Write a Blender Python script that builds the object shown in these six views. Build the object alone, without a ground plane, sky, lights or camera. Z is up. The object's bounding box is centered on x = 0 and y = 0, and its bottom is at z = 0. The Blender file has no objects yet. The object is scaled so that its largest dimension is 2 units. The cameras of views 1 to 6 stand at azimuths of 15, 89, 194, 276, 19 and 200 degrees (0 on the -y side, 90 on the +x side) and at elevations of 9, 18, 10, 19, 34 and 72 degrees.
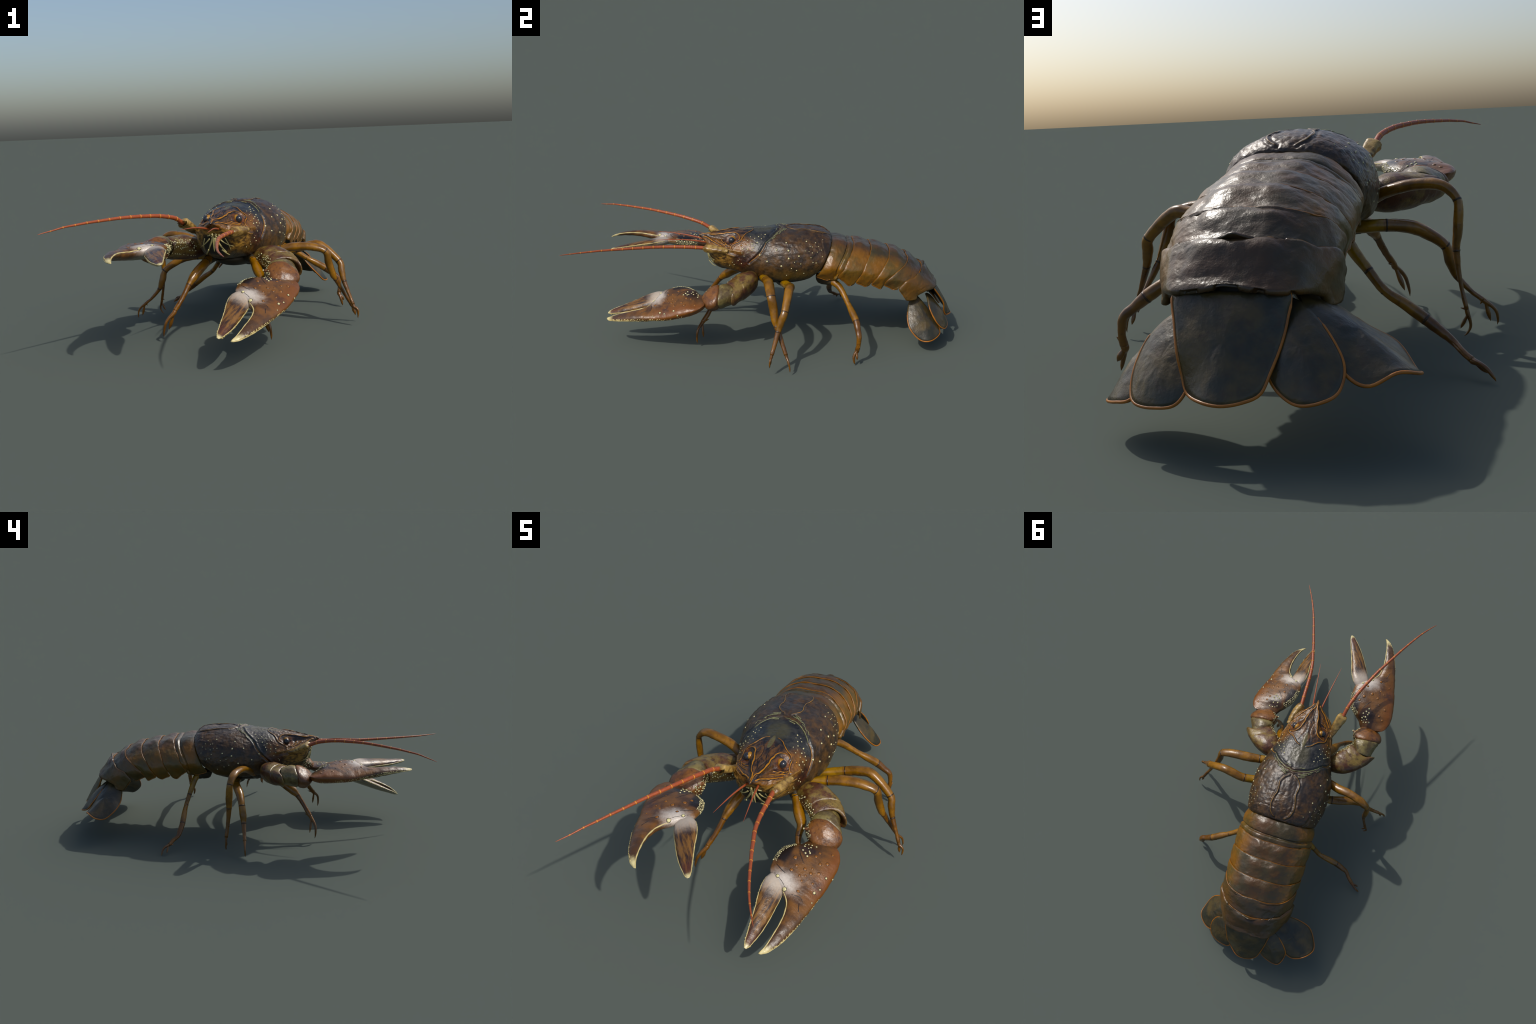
import bpy, bmesh, math, random
import numpy as np
from mathutils import Vector, Matrix, noise
from mathutils.bvhtree import BVHTree

X0 = -0.026            # the symmetry plane of the body
rng = np.random.RandomState(7)
ROOT = bpy.data.objects.new("crayfish", None)
bpy.context.scene.collection.objects.link(ROOT)
ROOT["label"] = "brown freshwater crayfish walking, large spread pincers and fanned tail"
ROOT["category"] = "crayfish"

# ------------------------------------------------------------------ helpers
def V(a):
    return np.asarray(a, dtype=float)

def mirror(p):
    p = V(p).copy()
    p[..., 0] = 2 * X0 - p[..., 0]
    return p

def unit(v):
    v = V(v)
    return v / (np.linalg.norm(v, axis=-1, keepdims=True) + 1e-12)

def catmull(P, n, closed=False):
    """n samples per span of a Catmull-Rom curve through the rows of P."""
    P = V(P)
    m = len(P)
    if closed:
        Q = np.concatenate([P[-1:], P, P[:2]])
        spans = m
    else:
        Q = np.concatenate([2 * P[:1] - P[1:2], P, 2 * P[-1:] - P[-2:-1]])
        spans = m - 1
    t = np.arange(n) / n
    sh = (1,) * (P.ndim - 1)
    t = t.reshape((-1,) + sh)
    out = []
    for i in range(spans):
        a, b, c, d = Q[i], Q[i + 1], Q[i + 2], Q[i + 3]
        out.append(0.5 * (2 * b + (c - a) * t + (2 * a - 5 * b + 4 * c - d) * t ** 2 + (3 * b - a - 3 * c + d) * t ** 3))
    if not closed:
        out.append(P[-1:])
    return np.concatenate(out)

def resample(P, n, closed=False):
    P = V(P)
    Q = np.concatenate([P, P[:1]]) if closed else P
    s = np.concatenate([[0], np.cumsum(np.linalg.norm(np.diff(Q, axis=0), axis=1))])
    t = np.linspace(0, s[-1], n + 1)[:-1] if closed else np.linspace(0, s[-1], n)
    return np.stack([np.interp(t, s, Q[:, k]) for k in range(Q.shape[1])], 1)

def make(name, verts, faces, mats, parent=ROOT, midx=None, smooth=True, matrix=None, kind=None):
    me = bpy.data.meshes.new(name)
    me.from_pydata([tuple(map(float, v)) for v in verts], [], [tuple(map(int, f)) for f in faces])
    for m in (mats if isinstance(mats, (list, tuple)) else [mats]):
        me.materials.append(m)
    if midx is not None:
        me.polygons.foreach_set("material_index", np.asarray(midx, dtype=np.int32))
    me.polygons.foreach_set("use_smooth", [smooth] * len(me.polygons))
    bm = bmesh.new()
    bm.from_mesh(me)
    bmesh.ops.recalc_face_normals(bm, faces=bm.faces)
    bm.to_mesh(me)
    bm.free()
    me.update()
    o = bpy.data.objects.new(name, me)
    bpy.context.scene.collection.objects.link(o)
    o.parent = parent
    if matrix is not None:
        o.matrix_local = matrix
    if kind:
        o["kind"] = kind
    return o

def grid_faces(nr, nc, wrap=False, off=0):
    r, c = np.meshgrid(np.arange(nr - 1), np.arange(nc if wrap else nc - 1), indexing="ij")
    r, c = r.ravel(), c.ravel()
    d = (c + 1) % nc
    return np.stack([r * nc + c, r * nc + d, (r + 1) * nc + d, (r + 1) * nc + c], 1) + off

class Bag:
    """collects pieces of geometry that become one mesh"""
    def __init__(self):
        self.v, self.f, self.m, self.n = [], [], [], 0
    def add(self, verts, faces, mat=0):
        self.v.append(V(verts))
        for f in faces:
            self.f.append(tuple(int(i) + self.n for i in f))
        self.m += [mat] * len(faces)
        self.n += len(verts)
    def make(self, name, mats, **kw):
        return make(name, np.concatenate(self.v), self.f, mats, midx=self.m, **kw)

def frames(P, up):
    """tangent, side and up vectors along a path; up is a hint per path"""
    T = unit(np.gradient(P, axis=0))
    up = np.broadcast_to(V(up), P.shape)
    S = unit(np.cross(T, up))
    U = unit(np.cross(S, T))
    return T, S, U

def tube_geo(path, ra, rb=None, up=(0, 0, 1), nseg=14, per=8, cap=True, power=2.0, smooth_path=True):
    """tube along path with half-width ra (sideways) and rb (along up), both given at the path points"""
    path = V(path)
    rb = ra if rb is None else rb
    A = np.concatenate([path, V(ra)[:, None], V(rb)[:, None]], 1)
    if smooth_path:
        A = catmull(A, per)
    P, a, b = A[:, :3], np.maximum(A[:, 3], 1e-4), np.maximum(A[:, 4], 1e-4)
    T, S, U = frames(P, up)
    th = np.arange(nseg) / nseg * math.tau
    c, s = np.cos(th), np.sin(th)
    e = 2.0 / power
    c, s = np.sign(c) * np.abs(c) ** e, np.sign(s) * np.abs(s) ** e
    verts = (P[:, None] + S[:, None] * (a[:, None] * c)[..., None] + U[:, None] * (b[:, None] * s)[..., None]).reshape(-1, 3)
    faces = grid_faces(len(P), nseg, True).tolist()
    if cap:
        n = len(verts)
        verts = np.concatenate([verts, P[:1], P[-1:]])
        last = (len(P) - 1) * nseg
        faces += [(n, (i + 1) % nseg, i) for i in range(nseg)] + [(n + 1, last + i, last + (i + 1) % nseg) for i in range(nseg)]
    return verts, faces

def seg_dist(P, line):
    """distance of points P from a polyline"""
    d = np.full(len(P), 9.0)
    line = V(line)
    for a, b in zip(line[:-1], line[1:]):
        ab = b - a
        t = np.clip(((P - a) @ ab) / (ab @ ab + 1e-12), 0, 1)
        d = np.minimum(d, np.linalg.norm(P - a - t[:, None] * ab, axis=1))
    return d

def fnoise(P, scale, seed=0.0):
    return np.array([noise.noise(Vector((p[0] * scale + seed, p[1] * scale - seed, p[2] * scale + 2 * seed))) for p in P])

def normals_of(verts, faces):
    me = bpy.data.meshes.new("tmp")
    me.from_pydata([tuple(map(float, v)) for v in verts], [], [tuple(map(int, f)) for f in faces])
    bm = bmesh.new(); bm.from_mesh(me)
    bmesh.ops.recalc_face_normals(bm, faces=bm.faces)
    bm.to_mesh(me); bm.free(); me.update()
    n = np.empty(len(verts) * 3, np.float32)
    me.vertices.foreach_get("normal", n)
    f = [tuple(p.vertices) for p in me.polygons]
    bpy.data.meshes.remove(me)
    return n.reshape(-1, 3).astype(float), f

# ------------------------------------------------------------------ materials
def srgb(r, g, b):
    f = lambda c: (c / 255) / 12.92 if c <= 10 else ((c / 255 + .055) / 1.055) ** 2.4
    return (f(r), f(g), f(b), 1)

class Tree:
    """small helper for writing node materials"""
    def __init__(self, name):
        self.m = bpy.data.materials.new(name)
        self.m.use_nodes = True
        self.t = self.m.node_tree
        self.b = self.t.nodes["Principled BSDF"]
        self.co = self.new("ShaderNodeTexCoord").outputs["Object"]
    def new(self, kind, **kw):
        n = self.t.nodes.new(kind)
        for k, v in kw.items():
            setattr(n, k, v)
        return n
    def put(self, sock, v):
        if isinstance(v, bpy.types.NodeSocket):
            self.t.links.new(v, sock)
        else:
            sock.default_value = v
    def math(self, op, a, b=0.0, c=None):
        n = self.new("ShaderNodeMath", operation=op)
        self.put(n.inputs[0], a); self.put(n.inputs[1], b)
        if c is not None: self.put(n.inputs[2], c)
        return n.outputs[0]
    def step(self, x, lo, hi):
        """0 below lo to 1 above hi, smoothly (lo > hi turns it round)"""
        n = self.new("ShaderNodeMapRange", interpolation_type="SMOOTHSTEP")
        if lo > hi:
            self.put(n.inputs["To Min"], 1.0); self.put(n.inputs["To Max"], 0.0); lo, hi = hi, lo
        self.put(n.inputs["Value"], x); self.put(n.inputs["From Min"], lo); self.put(n.inputs["From Max"], hi)
        return n.outputs["Result"]
    def band(self, x, a, b, soft):
        return self.math("MULTIPLY", self.step(x, a - soft, a + soft), self.step(x, b + soft, b - soft))
    def mul(self, *xs):
        r = xs[0]
        for x in xs[1:]: r = self.math("MULTIPLY", r, x)
        return r
    def noise(self, scale, detail=4.0, rough=.55, stretch=(1, 1, 1), seed=0.0):
        mp = self.new("ShaderNodeMapping")
        self.t.links.new(self.co, mp.inputs["Vector"])
        mp.inputs["Scale"].default_value = stretch
        mp.inputs["Location"].default_value = (seed, seed * .7, -seed)
        n = self.new("ShaderNodeTexNoise")
        self.t.links.new(mp.outputs[0], n.inputs["Vector"])
        n.inputs["Scale"].default_value = scale; n.inputs["Detail"].default_value = detail; n.inputs["Roughness"].default_value = rough
        return n.outputs["Fac"]
    def voronoi(self, scale, feature="F1"):
        n = self.new("ShaderNodeTexVoronoi", feature=feature)
        self.t.links.new(self.co, n.inputs["Vector"])
        n.inputs["Scale"].default_value = scale
        return n.outputs["Distance"]
    def mix(self, f, a, b):
        n = self.new("ShaderNodeMix", data_type="RGBA")
        self.put(n.inputs["Factor"], f)
        self.put(n.inputs[6], srgb(*a) if isinstance(a, tuple) else a)
        self.put(n.inputs[7], srgb(*b) if isinstance(b, tuple) else b)
        return n.outputs[2]
    def xyz(self, centre=None):
        s = self.new("ShaderNodeSeparateXYZ")
        self.t.links.new(self.co, s.inputs[0])
        return s.outputs[0], s.outputs[1], s.outputs[2]
    def dist(self, p, scale=(1, 1, 1), co=None):
        """distance from a point, with the axes stretched by scale"""
        sub = self.new("ShaderNodeVectorMath", operation="SUBTRACT")
        self.put(sub.inputs[0], co if co is not None else self.co); sub.inputs[1].default_value = p
        ml = self.new("ShaderNodeVectorMath", operation="MULTIPLY")
        self.t.links.new(sub.outputs[0], ml.inputs[0]); ml.inputs[1].default_value = scale
        ln = self.new("ShaderNodeVectorMath", operation="LENGTH")
        self.t.links.new(ml.outputs[0], ln.inputs[0])
        return ln.outputs["Value"]
    def half(self):
        """coordinates folded onto one side of the body"""
        x, y, z = self.xyz()
        h = self.math("ABSOLUTE", self.math("SUBTRACT", x, X0))
        c = self.new("ShaderNodeCombineXYZ")
        for i, v in enumerate((h, y, z)): self.put(c.inputs[i], v)
        return c.outputs[0], h, y, z
    def finish(self, col, rough=.36, bump=((90, .25, .0016), (260, .35, .0006)), spec=.5, rough_var=.12, coat=0.0, sat=1.12, val=.74):
        hs = self.new("ShaderNodeHueSaturation")
        hs.inputs["Saturation"].default_value = sat; hs.inputs["Value"].default_value = val; hs.inputs["Hue"].default_value = .508
        self.put(hs.inputs["Color"], col if isinstance(col, bpy.types.NodeSocket) else srgb(*col))
        self.t.links.new(hs.outputs[0], self.b.inputs["Base Color"])
        r = self.math("MULTIPLY_ADD", self.noise(35, 2), rough_var * 2, rough - rough_var)
        self.put(self.b.inputs["Roughness"], r)
        self.b.inputs["Specular IOR Level"].default_value = spec
        self.b.inputs["Coat Weight"].default_value = coat
        self.b.inputs["Coat Roughness"].default_value = .18
        prev = None
        for scale, strength, d in bump:
            n = self.new("ShaderNodeBump")
            n.inputs["Strength"].default_value = min(1.0, strength * 1.15); n.inputs["Distance"].default_value = d * 1.25
            self.put(n.inputs["Height"], self.noise(scale, 3, .6, seed=scale * .01))
            if prev is not None: self.t.links.new(prev, n.inputs["Normal"])
            prev = n.outputs[0]
        if prev is not None: self.t.links.new(prev, self.b.inputs["Normal"])
        return self.m

def plain(name, col, rough=.4, bump=((120, .3, .001),), var=.25, scale=30, spec=.5):
    t = Tree(name)
    dark = tuple(int(c * (1 - var)) for c in col)
    light = tuple(min(255, int(c * (1 + var * .6))) for c in col)
    return t.finish(t.mix(t.noise(scale, 4), dark, light), rough, bump, spec)

def shell_material():
    t = Tree("carapace_shell")
    hp, h, y, z = t.half()
    n1, n2, n3 = t.noise(9, 5), t.noise(30, 5, .65), t.noise(70, 4, .6, (1, .45, 1), 2.0)
    wob = t.math("MULTIPLY_ADD", t.noise(14, 3, seed=5), .07, -.035)
    yw, zw = t.math("ADD", y, wob), t.math("ADD", z, wob)
    # hind shell: brown, mottled, olive low down at the back
    col = t.mix(t.step(n2, .35, .68), (46, 33, 23), (96, 67, 40))
    col = t.mix(t.mul(t.step(n3, .52, .70), .55), col, (38, 30, 24))
    col = t.mix(t.mul(t.step(zw, .43, .36), t.step(y, -.02, .12), .7), col, (92, 72, 34))
    col = t.mix(t.mul(t.step(z, .535, .57), t.step(n1, .42, .62), .6), col, (56, 54, 52))
    # head: dark slate crown, orange cheeks, maroon lower cheek, tan jaw
    front = t.step(t.math("SUBTRACT", y, t.math("MULTIPLY", t.math("SUBTRACT", z, .50), .95)), .015, -.005)
    head = t.mix(t.step(n2, .38, .66), (30, 30, 31), (60, 58, 52))
    head = t.mix(t.mul(t.step(t.dist((.012, -.005, .56), (1, .7, 1), hp), .05, .02), .55), head, (86, 80, 54))
    cheek = t.mix(t.step(n2, .34, .66), (84, 54, 30), (136, 90, 50))
    head = t.mix(t.mul(t.step(yw, -.035, -.085), t.step(zw, .555, .515)), head, cheek)
    head = t.mix(t.mul(t.step(zw, .475, .440), t.step(y, -.22, -.14)), head, t.mix(t.step(n2, .4, .65), (40, 18, 14), (72, 36, 24)))
    jaw = t.mix(t.step(t.noise(40, 4, .6, (1, 1, 2.5), 1), .38, .62), (70, 48, 28), (172, 130, 76))
    head = t.mix(t.mul(t.step(yw, -.135, -.195), t.step(z, .495, .472)), head, jaw)
    low = t.mix(t.step(n2, .4, .62), (58, 42, 24), (112, 84, 46))
    head = t.mix(t.mul(t.step(z, .415, .385), t.step(yw, -.10, -.16)), head, low)
    # the dark masked face between the ridges
    face = t.mix(t.step(t.noise(26, 5, .7, (1.6, .55, 1.6), 3), .42, .60), (30, 21, 19), (104, 70, 42))
    head = t.mix(t.mul(t.step(yw, -.075, -.105), t.step(z, .505, .52), t.step(h, .075, .055)), head, face)
    eyeside = t.mix(t.step(n2, .4, .65), (36, 20, 16), (120, 68, 36))
    head = t.mix(t.step(t.dist((.0735, -.165, .512), (1, .55, 1.1), hp), .045, .028), head, eyeside)
    # leaf-shaped olive mark on the crown
    leaf = t.step(t.dist((0, -.088, .556), (4.2, 1, .6), hp), .046, .040)
    head = t.mix(leaf, head, t.mix(n2, (72, 66, 44), (120, 108, 72)))
    # mouth
    head = t.mix(t.mul(t.step(t.dist((0, -.285, .420), (.9, .9, 1), hp), .068, .050), t.step(y, -.18, -.22), t.step(z, .47, .45)), head, (20, 14, 9))
    col = t.mix(front, col, head)
    belly = t.mul(t.step(z, .352, .335), .8)
    col = t.mix(belly, col, (44, 38, 26))
    return t.finish(col, .37, ((70, .35, .002), (170, .5, .0012), (420, .3, .0004)), .55)

def plate_material(k):
    t = Tree("abdomen_shell")
    hp, h, y, z = t.half()
    n1, n2 = t.noise(8, 4, .6, seed=k * 1.7), t.noise(24, 5, .65, (1, 1.6, 1), k)
    top = t.mix(t.step(n1, .36, .64), (68, 58, 36), (92, 62, 38))
    top = t.mix(t.mul(t.step(n2, .5, .72), .6), top, (52, 42, 32))
    side = t.mix(t.step(n1, .36, .66), (98, 80, 42), (138, 92, 46))
    side = t.mix(t.mul(t.step(n2, .50, .72), .45), side, (82, 56, 32))
    f = t.step(t.math("ADD", h, t.math("MULTIPLY_ADD", n1, .08, -.04)), .085, .165)
    col = t.mix(f, top, side)
    if k >= 4:
        col = t.mix(.38, col, (56, 46, 36))
    return t.finish(col, .34, ((55, .4, .0024), (130, .45, .0012), (330, .25, .0004)), .55)

def fan_material():
    t = Tree("tail_fan_shell")
    n1, n2 = t.noise(10, 4), t.noise(45, 5, .65)
    col = t.mix(t.step(n1, .38, .64), (50, 50, 40), (92, 76, 48))
    col = t.mix(t.mul(t.step(n2, .48, .70), .6), col, (66, 48, 34))
    return t.finish(col, .36, ((60, .4, .0022), (150, .4, .001)), .5)

def leg_material(name, a, b, c):
    t = Tree(name)
    n1, n2 = t.noise(16, 4, .6), t.noise(60, 4, .6)
    col = t.mix(t.step(n1, .36, .64), a, b)
    col = t.mix(t.mul(t.step(n2, .54, .70), .5), col, c)
    return t.finish(col, .30, ((60, .3, .0016), (190, .25, .0006)), .6, .08)

def arm_material(name, a, b, dark):
    t = Tree(name)
    n1, n2 = t.noise(14, 5, .65), t.noise(50, 5, .7)
    col = t.mix(t.step(n1, .40, .60), a, b)
    col = t.mix(t.mul(t.step(n2, .50, .68), .75), col, dark)
    return t.finish(col, .34, ((60, .45, .0022), (150, .5, .0012), (380, .3, .0005)), .6)

def claw_material(finger):
    t = Tree("claw_shell")
    x, y, z = t.xyz()
    n1, n2, n3 = t.noise(11, 5, .65), t.noise(36, 5, .7), t.noise(130, 3, .6)
    wob = t.math("MULTIPLY_ADD", n2, .05, -.025)
    col = t.mix(t.step(n1, .40, .62), (84, 58, 40), (128, 86, 52))
    if not finger:
        red = t.mul(t.step(t.math("ADD", y, wob), -.015, -.07), t.step(x, .30, .18))
        col = t.mix(t.mul(red, .75), col, (128, 74, 42))
        dark = t.mul(t.step(t.dist((.185, -.030, .04)), .075, .02), t.step(n2, .40, .62))
        col = t.mix(t.mul(dark, .75), col, (62, 40, 34))
        patch = t.step(t.dist((.062, .048, .03), (1, 1, .4)), .042, .026)
        col = t.mix(t.mul(patch, .85), col, (48, 32, 26))
        rim = t.mul(t.step(y, .082, .100), t.step(x, .175, .160))
        col = t.mix(rim, col, (34, 24, 18))
        white = t.step(t.math("ADD", t.dist((.236, .060, .02), (1, .62, .5)), wob), .058, .006)
        col = t.mix(white, col, t.mix(n3, (192, 178, 168), (236, 228, 218)))
        groove = t.step(t.dist((.275, -.022, .05), (1.6, .8, .5)), .035, .012)
        col = t.mix(t.mul(groove, .6), col, (44, 30, 26))
        tip = t.step(t.math("ADD", x, wob), .470, .505)
    else:
        streak = t.noise(34, 4, .6, (.35, 2.6, 1), 2)
        col = t.mix(t.step(streak, .40, .60), (58, 38, 30), (136, 96, 58))
        white = t.step(t.math("ADD", x, wob), .325, .250)
        col = t.mix(t.mul(white, .9), col, (206, 192, 178))
        col = t.mix(t.mul(t.step(x, .44, .48), .6), col, (92, 50, 42))
        tip = t.step(t.math("ADD", x, wob), .500, .522)
    col = t.mix(tip, col, (238, 222, 172))
    # pale underside
    col = t.mix(t.mul(t.step(t.math("ADD", z, t.math("MULTIPLY", wob, .3)), -.004, -.018), t.step(x, .02, .08), .8), col, t.mix(n2, (128, 118, 92), (186, 180, 156)))
    return t.finish(col, .34, ((50, .3, .0018), (140, .5, .0012), (360, .4, .0006)), .6)

M_HEAD = M_THORAX = shell_material()
M_PLATE = [plate_material(k) for k in range(6)]
M_CORE = plain("soft_underside", (44, 36, 26), .6)
M_FAN = fan_material()
M_RIM = plain("orange_rim", (172, 108, 62), .38, var=.45, scale=25)
M_EDGE = plain("plate_edge", (140, 92, 50), .36, var=.5, scale=18)
M_LEG = [leg_material("leg_base_shell", (132, 96, 38), (172, 126, 54), (96, 66, 28)), leg_material("leg_shell", (118, 78, 32), (156, 106, 46), (84, 52, 24)), leg_material("leg_tip_shell", (98, 60, 26), (134, 86, 38), (66, 40, 20)), plain("joint_ring", (66, 44, 24), .4)]
M_ARM = arm_material("arm_shell", (92, 56, 40), (136, 112, 66), (58, 32, 26))
M_RING = arm_material("wrist_ring_shell", (96, 78, 50), (140, 124, 82), (64, 46, 34))
M_WRIST = arm_material("wrist_shell", (104, 66, 44), (138, 90, 56), (72, 44, 34))
M_PALM, M_FINGER = claw_material(False), claw_material(True)
M_FEEL = plain("feeler_shell", (176, 94, 74), .4, var=.22, scale=90)
M_BAND = plain("feeler_band", (226, 148, 88), .4, var=.1)
M_SOCK = arm_material("feeler_base_shell", (120, 88, 50), (186, 152, 98), (60, 34, 26))
M_EYE = plain("eye_black", (48, 49, 54), .2, bump=(), var=.1, spec=.6)
M_STALK = plain("eye_stalk_skin", (184, 132, 72), .38, var=.35, scale=60)
M_MOUTH = plain("mouth_cream", (196, 182, 132), .4, var=.25, scale=60)
M_BEAD = plain("bead_cream", (236, 224, 176), .32, bump=(), var=.12, scale=80)
M_BEAD_BROWN = plain("bead_brown", (150, 98, 58), .34, bump=(), var=.2, scale=80)
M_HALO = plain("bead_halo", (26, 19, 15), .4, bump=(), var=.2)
M_RIDGE = plain("ridge_gold", (182, 122, 62), .34, var=.35, scale=40)
M_RIDGE_PALE = plain("ridge_pale", (150, 150, 108), .36, var=.3, scale=60)
M_RIDGE_TAN = plain("ridge_tan", (150, 112, 68), .36, var=.35, scale=50)
M_DARK = plain("groove_dark", (24, 17, 14), .45, bump=(), var=.2)
M_CREAM = plain("claw_cream", (226, 206, 152), .34, var=.22, scale=60)


# ------------------------------------------------------------------ carapace: head and thorax
# each row is one cross-section from the top midline round to the belly midline: (half width, y, z)
SECTIONS = [
    # front face, folded onto the midline: snout tip, mouth, chin
    [(0, -.338, .516), (0, -.322, .504), (0, -.300, .490), (0, -.288, .466), (0, -.283, .440), (0, -.274, .410), (0, -.255, .376), (0, -.225, .352), (0, -.200, .345)],
    [(0, -.310, .522), (.012, -.315, .515), (.034, -.298, .496), (.048, -.285, .474), (.050, -.280, .445), (.047, -.268, .410), (.042, -.250, .377), (.030, -.210, .352), (0, -.170, .342)],
    [(0, -.260, .531), (.022, -.265, .524), (.058, -.258, .497), (.084, -.250, .477), (.086, -.250, .448), (.079, -.235, .410), (.066, -.215, .377), (.038, -.160, .346), (0, -.120, .335)],
    [(0, -.205, .541), (.032, -.210, .534), (.066, -.200, .507), (.100, -.200, .480), (.110, -.195, .450), (.106, -.185, .408), (.086, -.170, .368), (.045, -.120, .340), (0, -.070, .330)],
    [(0, -.150, .552), (.042, -.155, .544), (.084, -.150, .520), (.112, -.145, .490), (.126, -.145, .450), (.123, -.140, .403), (.098, -.130, .358), (.050, -.080, .335), (0, -.040, .325)],
    [(0, -.100, .558), (.050, -.100, .549), (.095, -.100, .526), (.123, -.100, .496), (.138, -.100, .455), (.138, -.100, .405), (.110, -.090, .350), (.055, -.050, .330), (0, -.020, .322)],
    [(0, -.040, .562), (.060, -.040, .554), (.100, -.040, .536), (.134, -.042, .500), (.153, -.040, .458), (.159, -.040, .406), (.132, -.040, .346), (.060, -.010, .325), (0, .010, .320)],
    [(0, .020, .567), (.065, .020, .558), (.113, .020, .536), (.150, .020, .502), (.172, .020, .458), (.179, .020, .402), (.153, .020, .342), (.070, .030, .322), (0, .035, .318)],
    [(0, .090, .574), (.066, .090, .567), (.124, .090, .543), (.168, .090, .509), (.190, .090, .460), (.196, .090, .398), (.168, .090, .338), (.080, .090, .318), (0, .090, .314)],
    [(0, .150, .577), (.066, .150, .570), (.128, .150, .544), (.172, .150, .509), (.194, .150, .460), (.198, .150, .398), (.170, .150, .340), (.080, .150, .320), (0, .150, .316)],
    [(0, .220, .575), (.066, .220, .568), (.126, .220, .542), (.168, .220, .508), (.190, .218, .460), (.196, .212, .404), (.166, .206, .346), (.080, .200, .326), (0, .200, .322)],
    [(0, .275, .570), (.064, .275, .564), (.120, .275, .539), (.158, .268, .507), (.182, .262, .460), (.188, .250, .408), (.163, .238, .358), (.080, .228, .340), (0, .225, .336)],
    [(0, .310, .560), (.062, .310, .555), (.116, .307, .533), (.152, .299, .503), (.178, .285, .458), (.183, .268, .412), (.159, .250, .366), (.078, .240, .350), (0, .238, .346)],
    [(0, .345, .534), (.060, .344, .530), (.110, .338, .510), (.146, .327, .485), (.170, .310, .452), (.174, .291, .412), (.153, .262, .371), (.076, .252, .356), (0, .250, .352)],
    [(0, .335, .505), (.050, .334, .503), (.090, .328, .488), (.120, .317, .465), (.140, .300, .440), (.142, .282, .410), (.125, .258, .380), (.060, .250, .366), (0, .248, .362)],
]
S = V(SECTIONS)
FINE_R, FINE_C = 20, 18
G = catmull(S, FINE_R)
G = np.swapaxes(catmull(np.swapaxes(G, 0, 1), FINE_C), 0, 1)       # rows x columns, half body
nr, ncol = G.shape[:2]
left = G[:, ::-1].copy(); left[..., 0] *= -1
full = np.concatenate([G[:, :-1], left[:, :-1]], 1)                # closed loop of columns
full[0, :, 0] = 0
nc = full.shape[1]
cv = full.reshape(-1, 3)
cf = grid_faces(nr, nc, True).tolist()
# marks on one side of the carapace, (half width, y, z); the other side mirrors them
ORBIT = [(.000, -.330, .518), (.004, -.296, .524), (.014, -.265, .527), (.026, -.227, .533), (.031, -.197, .538), (.038, -.168, .543), (.048, -.143, .545), (.062, -.130, .540), (.078, -.124, .530), (.088, -.126, .520)]
MASK = [(.018, -.056, .559), (.040, -.068, .555), (.056, -.088, .548), (.072, -.103, .539), (.088, -.112, .528), (.098, -.127, .515), (.099, -.147, .505), (.101, -.164, .494), (.109, -.166, .482), (.117, -.156, .472)]
BROW = [(.006, -.310, .512), (.026, -.289, .512), (.046, -.268, .503), (.066, -.248, .494), (.092, -.215, .482)]
CHEEK = [[(.046, -.244, .512), (.059, -.230, .504), (.072, -.215, .498), (.084, -.197, .495), (.093, -.179, .496)], [(.051, -.218, .515), (.059, -.214, .509), (.075, -.202, .499)],
         [(.062, -.223, .503), (.079, -.206, .496), (.096, -.190, .488)], [(.070, -.200, .507), (.089, -.187, .496), (.100, -.168, .492)]]
SCALE = [[(.062, -.261, .491), (.087, -.228, .483), (.104, -.199, .475), (.111, -.170, .476), (.120, -.144, .474), (.130, -.112, .472)], [(.078, -.260, .474), (.097, -.227, .470), (.109, -.195, .461), (.118, -.169, .453), (.126, -.144, .449)]]
LOOP = [(.102, -.180, .487), (.105, -.167, .490), (.113, -.164, .478), (.117, -.157, .472)]
GROOVE = [(.000, .090, .573), (.030, .082, .571), (.060, .071, .565), (.090, .050, .553), (.112, .026, .537), (.126, .010, .523), (.142, -.002, .502), (.152, -.019, .477), (.153, -.043, .451), (.149, -.072, .422)]
HEART = [(.014, .115, .574), (.036, .134, .574), (.050, .158, .573), (.048, .186, .573), (.046, .214, .572), (.053, .240, .570), (.058, .268, .566), (.056, .293, .562), (.046, .318, .553), (.026, .334, .544)]
WAVY = [(.030, -.084, .552), (.022, -.115, .552), (.012, -.135, .551), (.010, -.160, .549), (.013, -.187, .544), (.018, -.203, .540), (.006, -.230, .535), (.003, -.262, .530)]
REAR = [(.030, .296, .564), (.064, .293, .560), (.115, .287, .540), (.147, .293, .511), (.163, .305, .480)]
STRIAE = [[(.101, .055, .549), (.078, .074, .562)], [(.077, .078, .562), (.053, .090, .569)], [(.055, .094, .569), (.026, .103, .573)], [(.068, .090, .566), (.038, .107, .572)], [(.061, .104, .569), (.030, .117, .574)], [(.118, .040, .541), (.104, .058, .549)], [(.086, .074, .559), (.070, .086, .565)], [(.022, .068, .570), (.050, .062, .566)]]
EYE = V([.0735, -.1625, .516])

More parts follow.
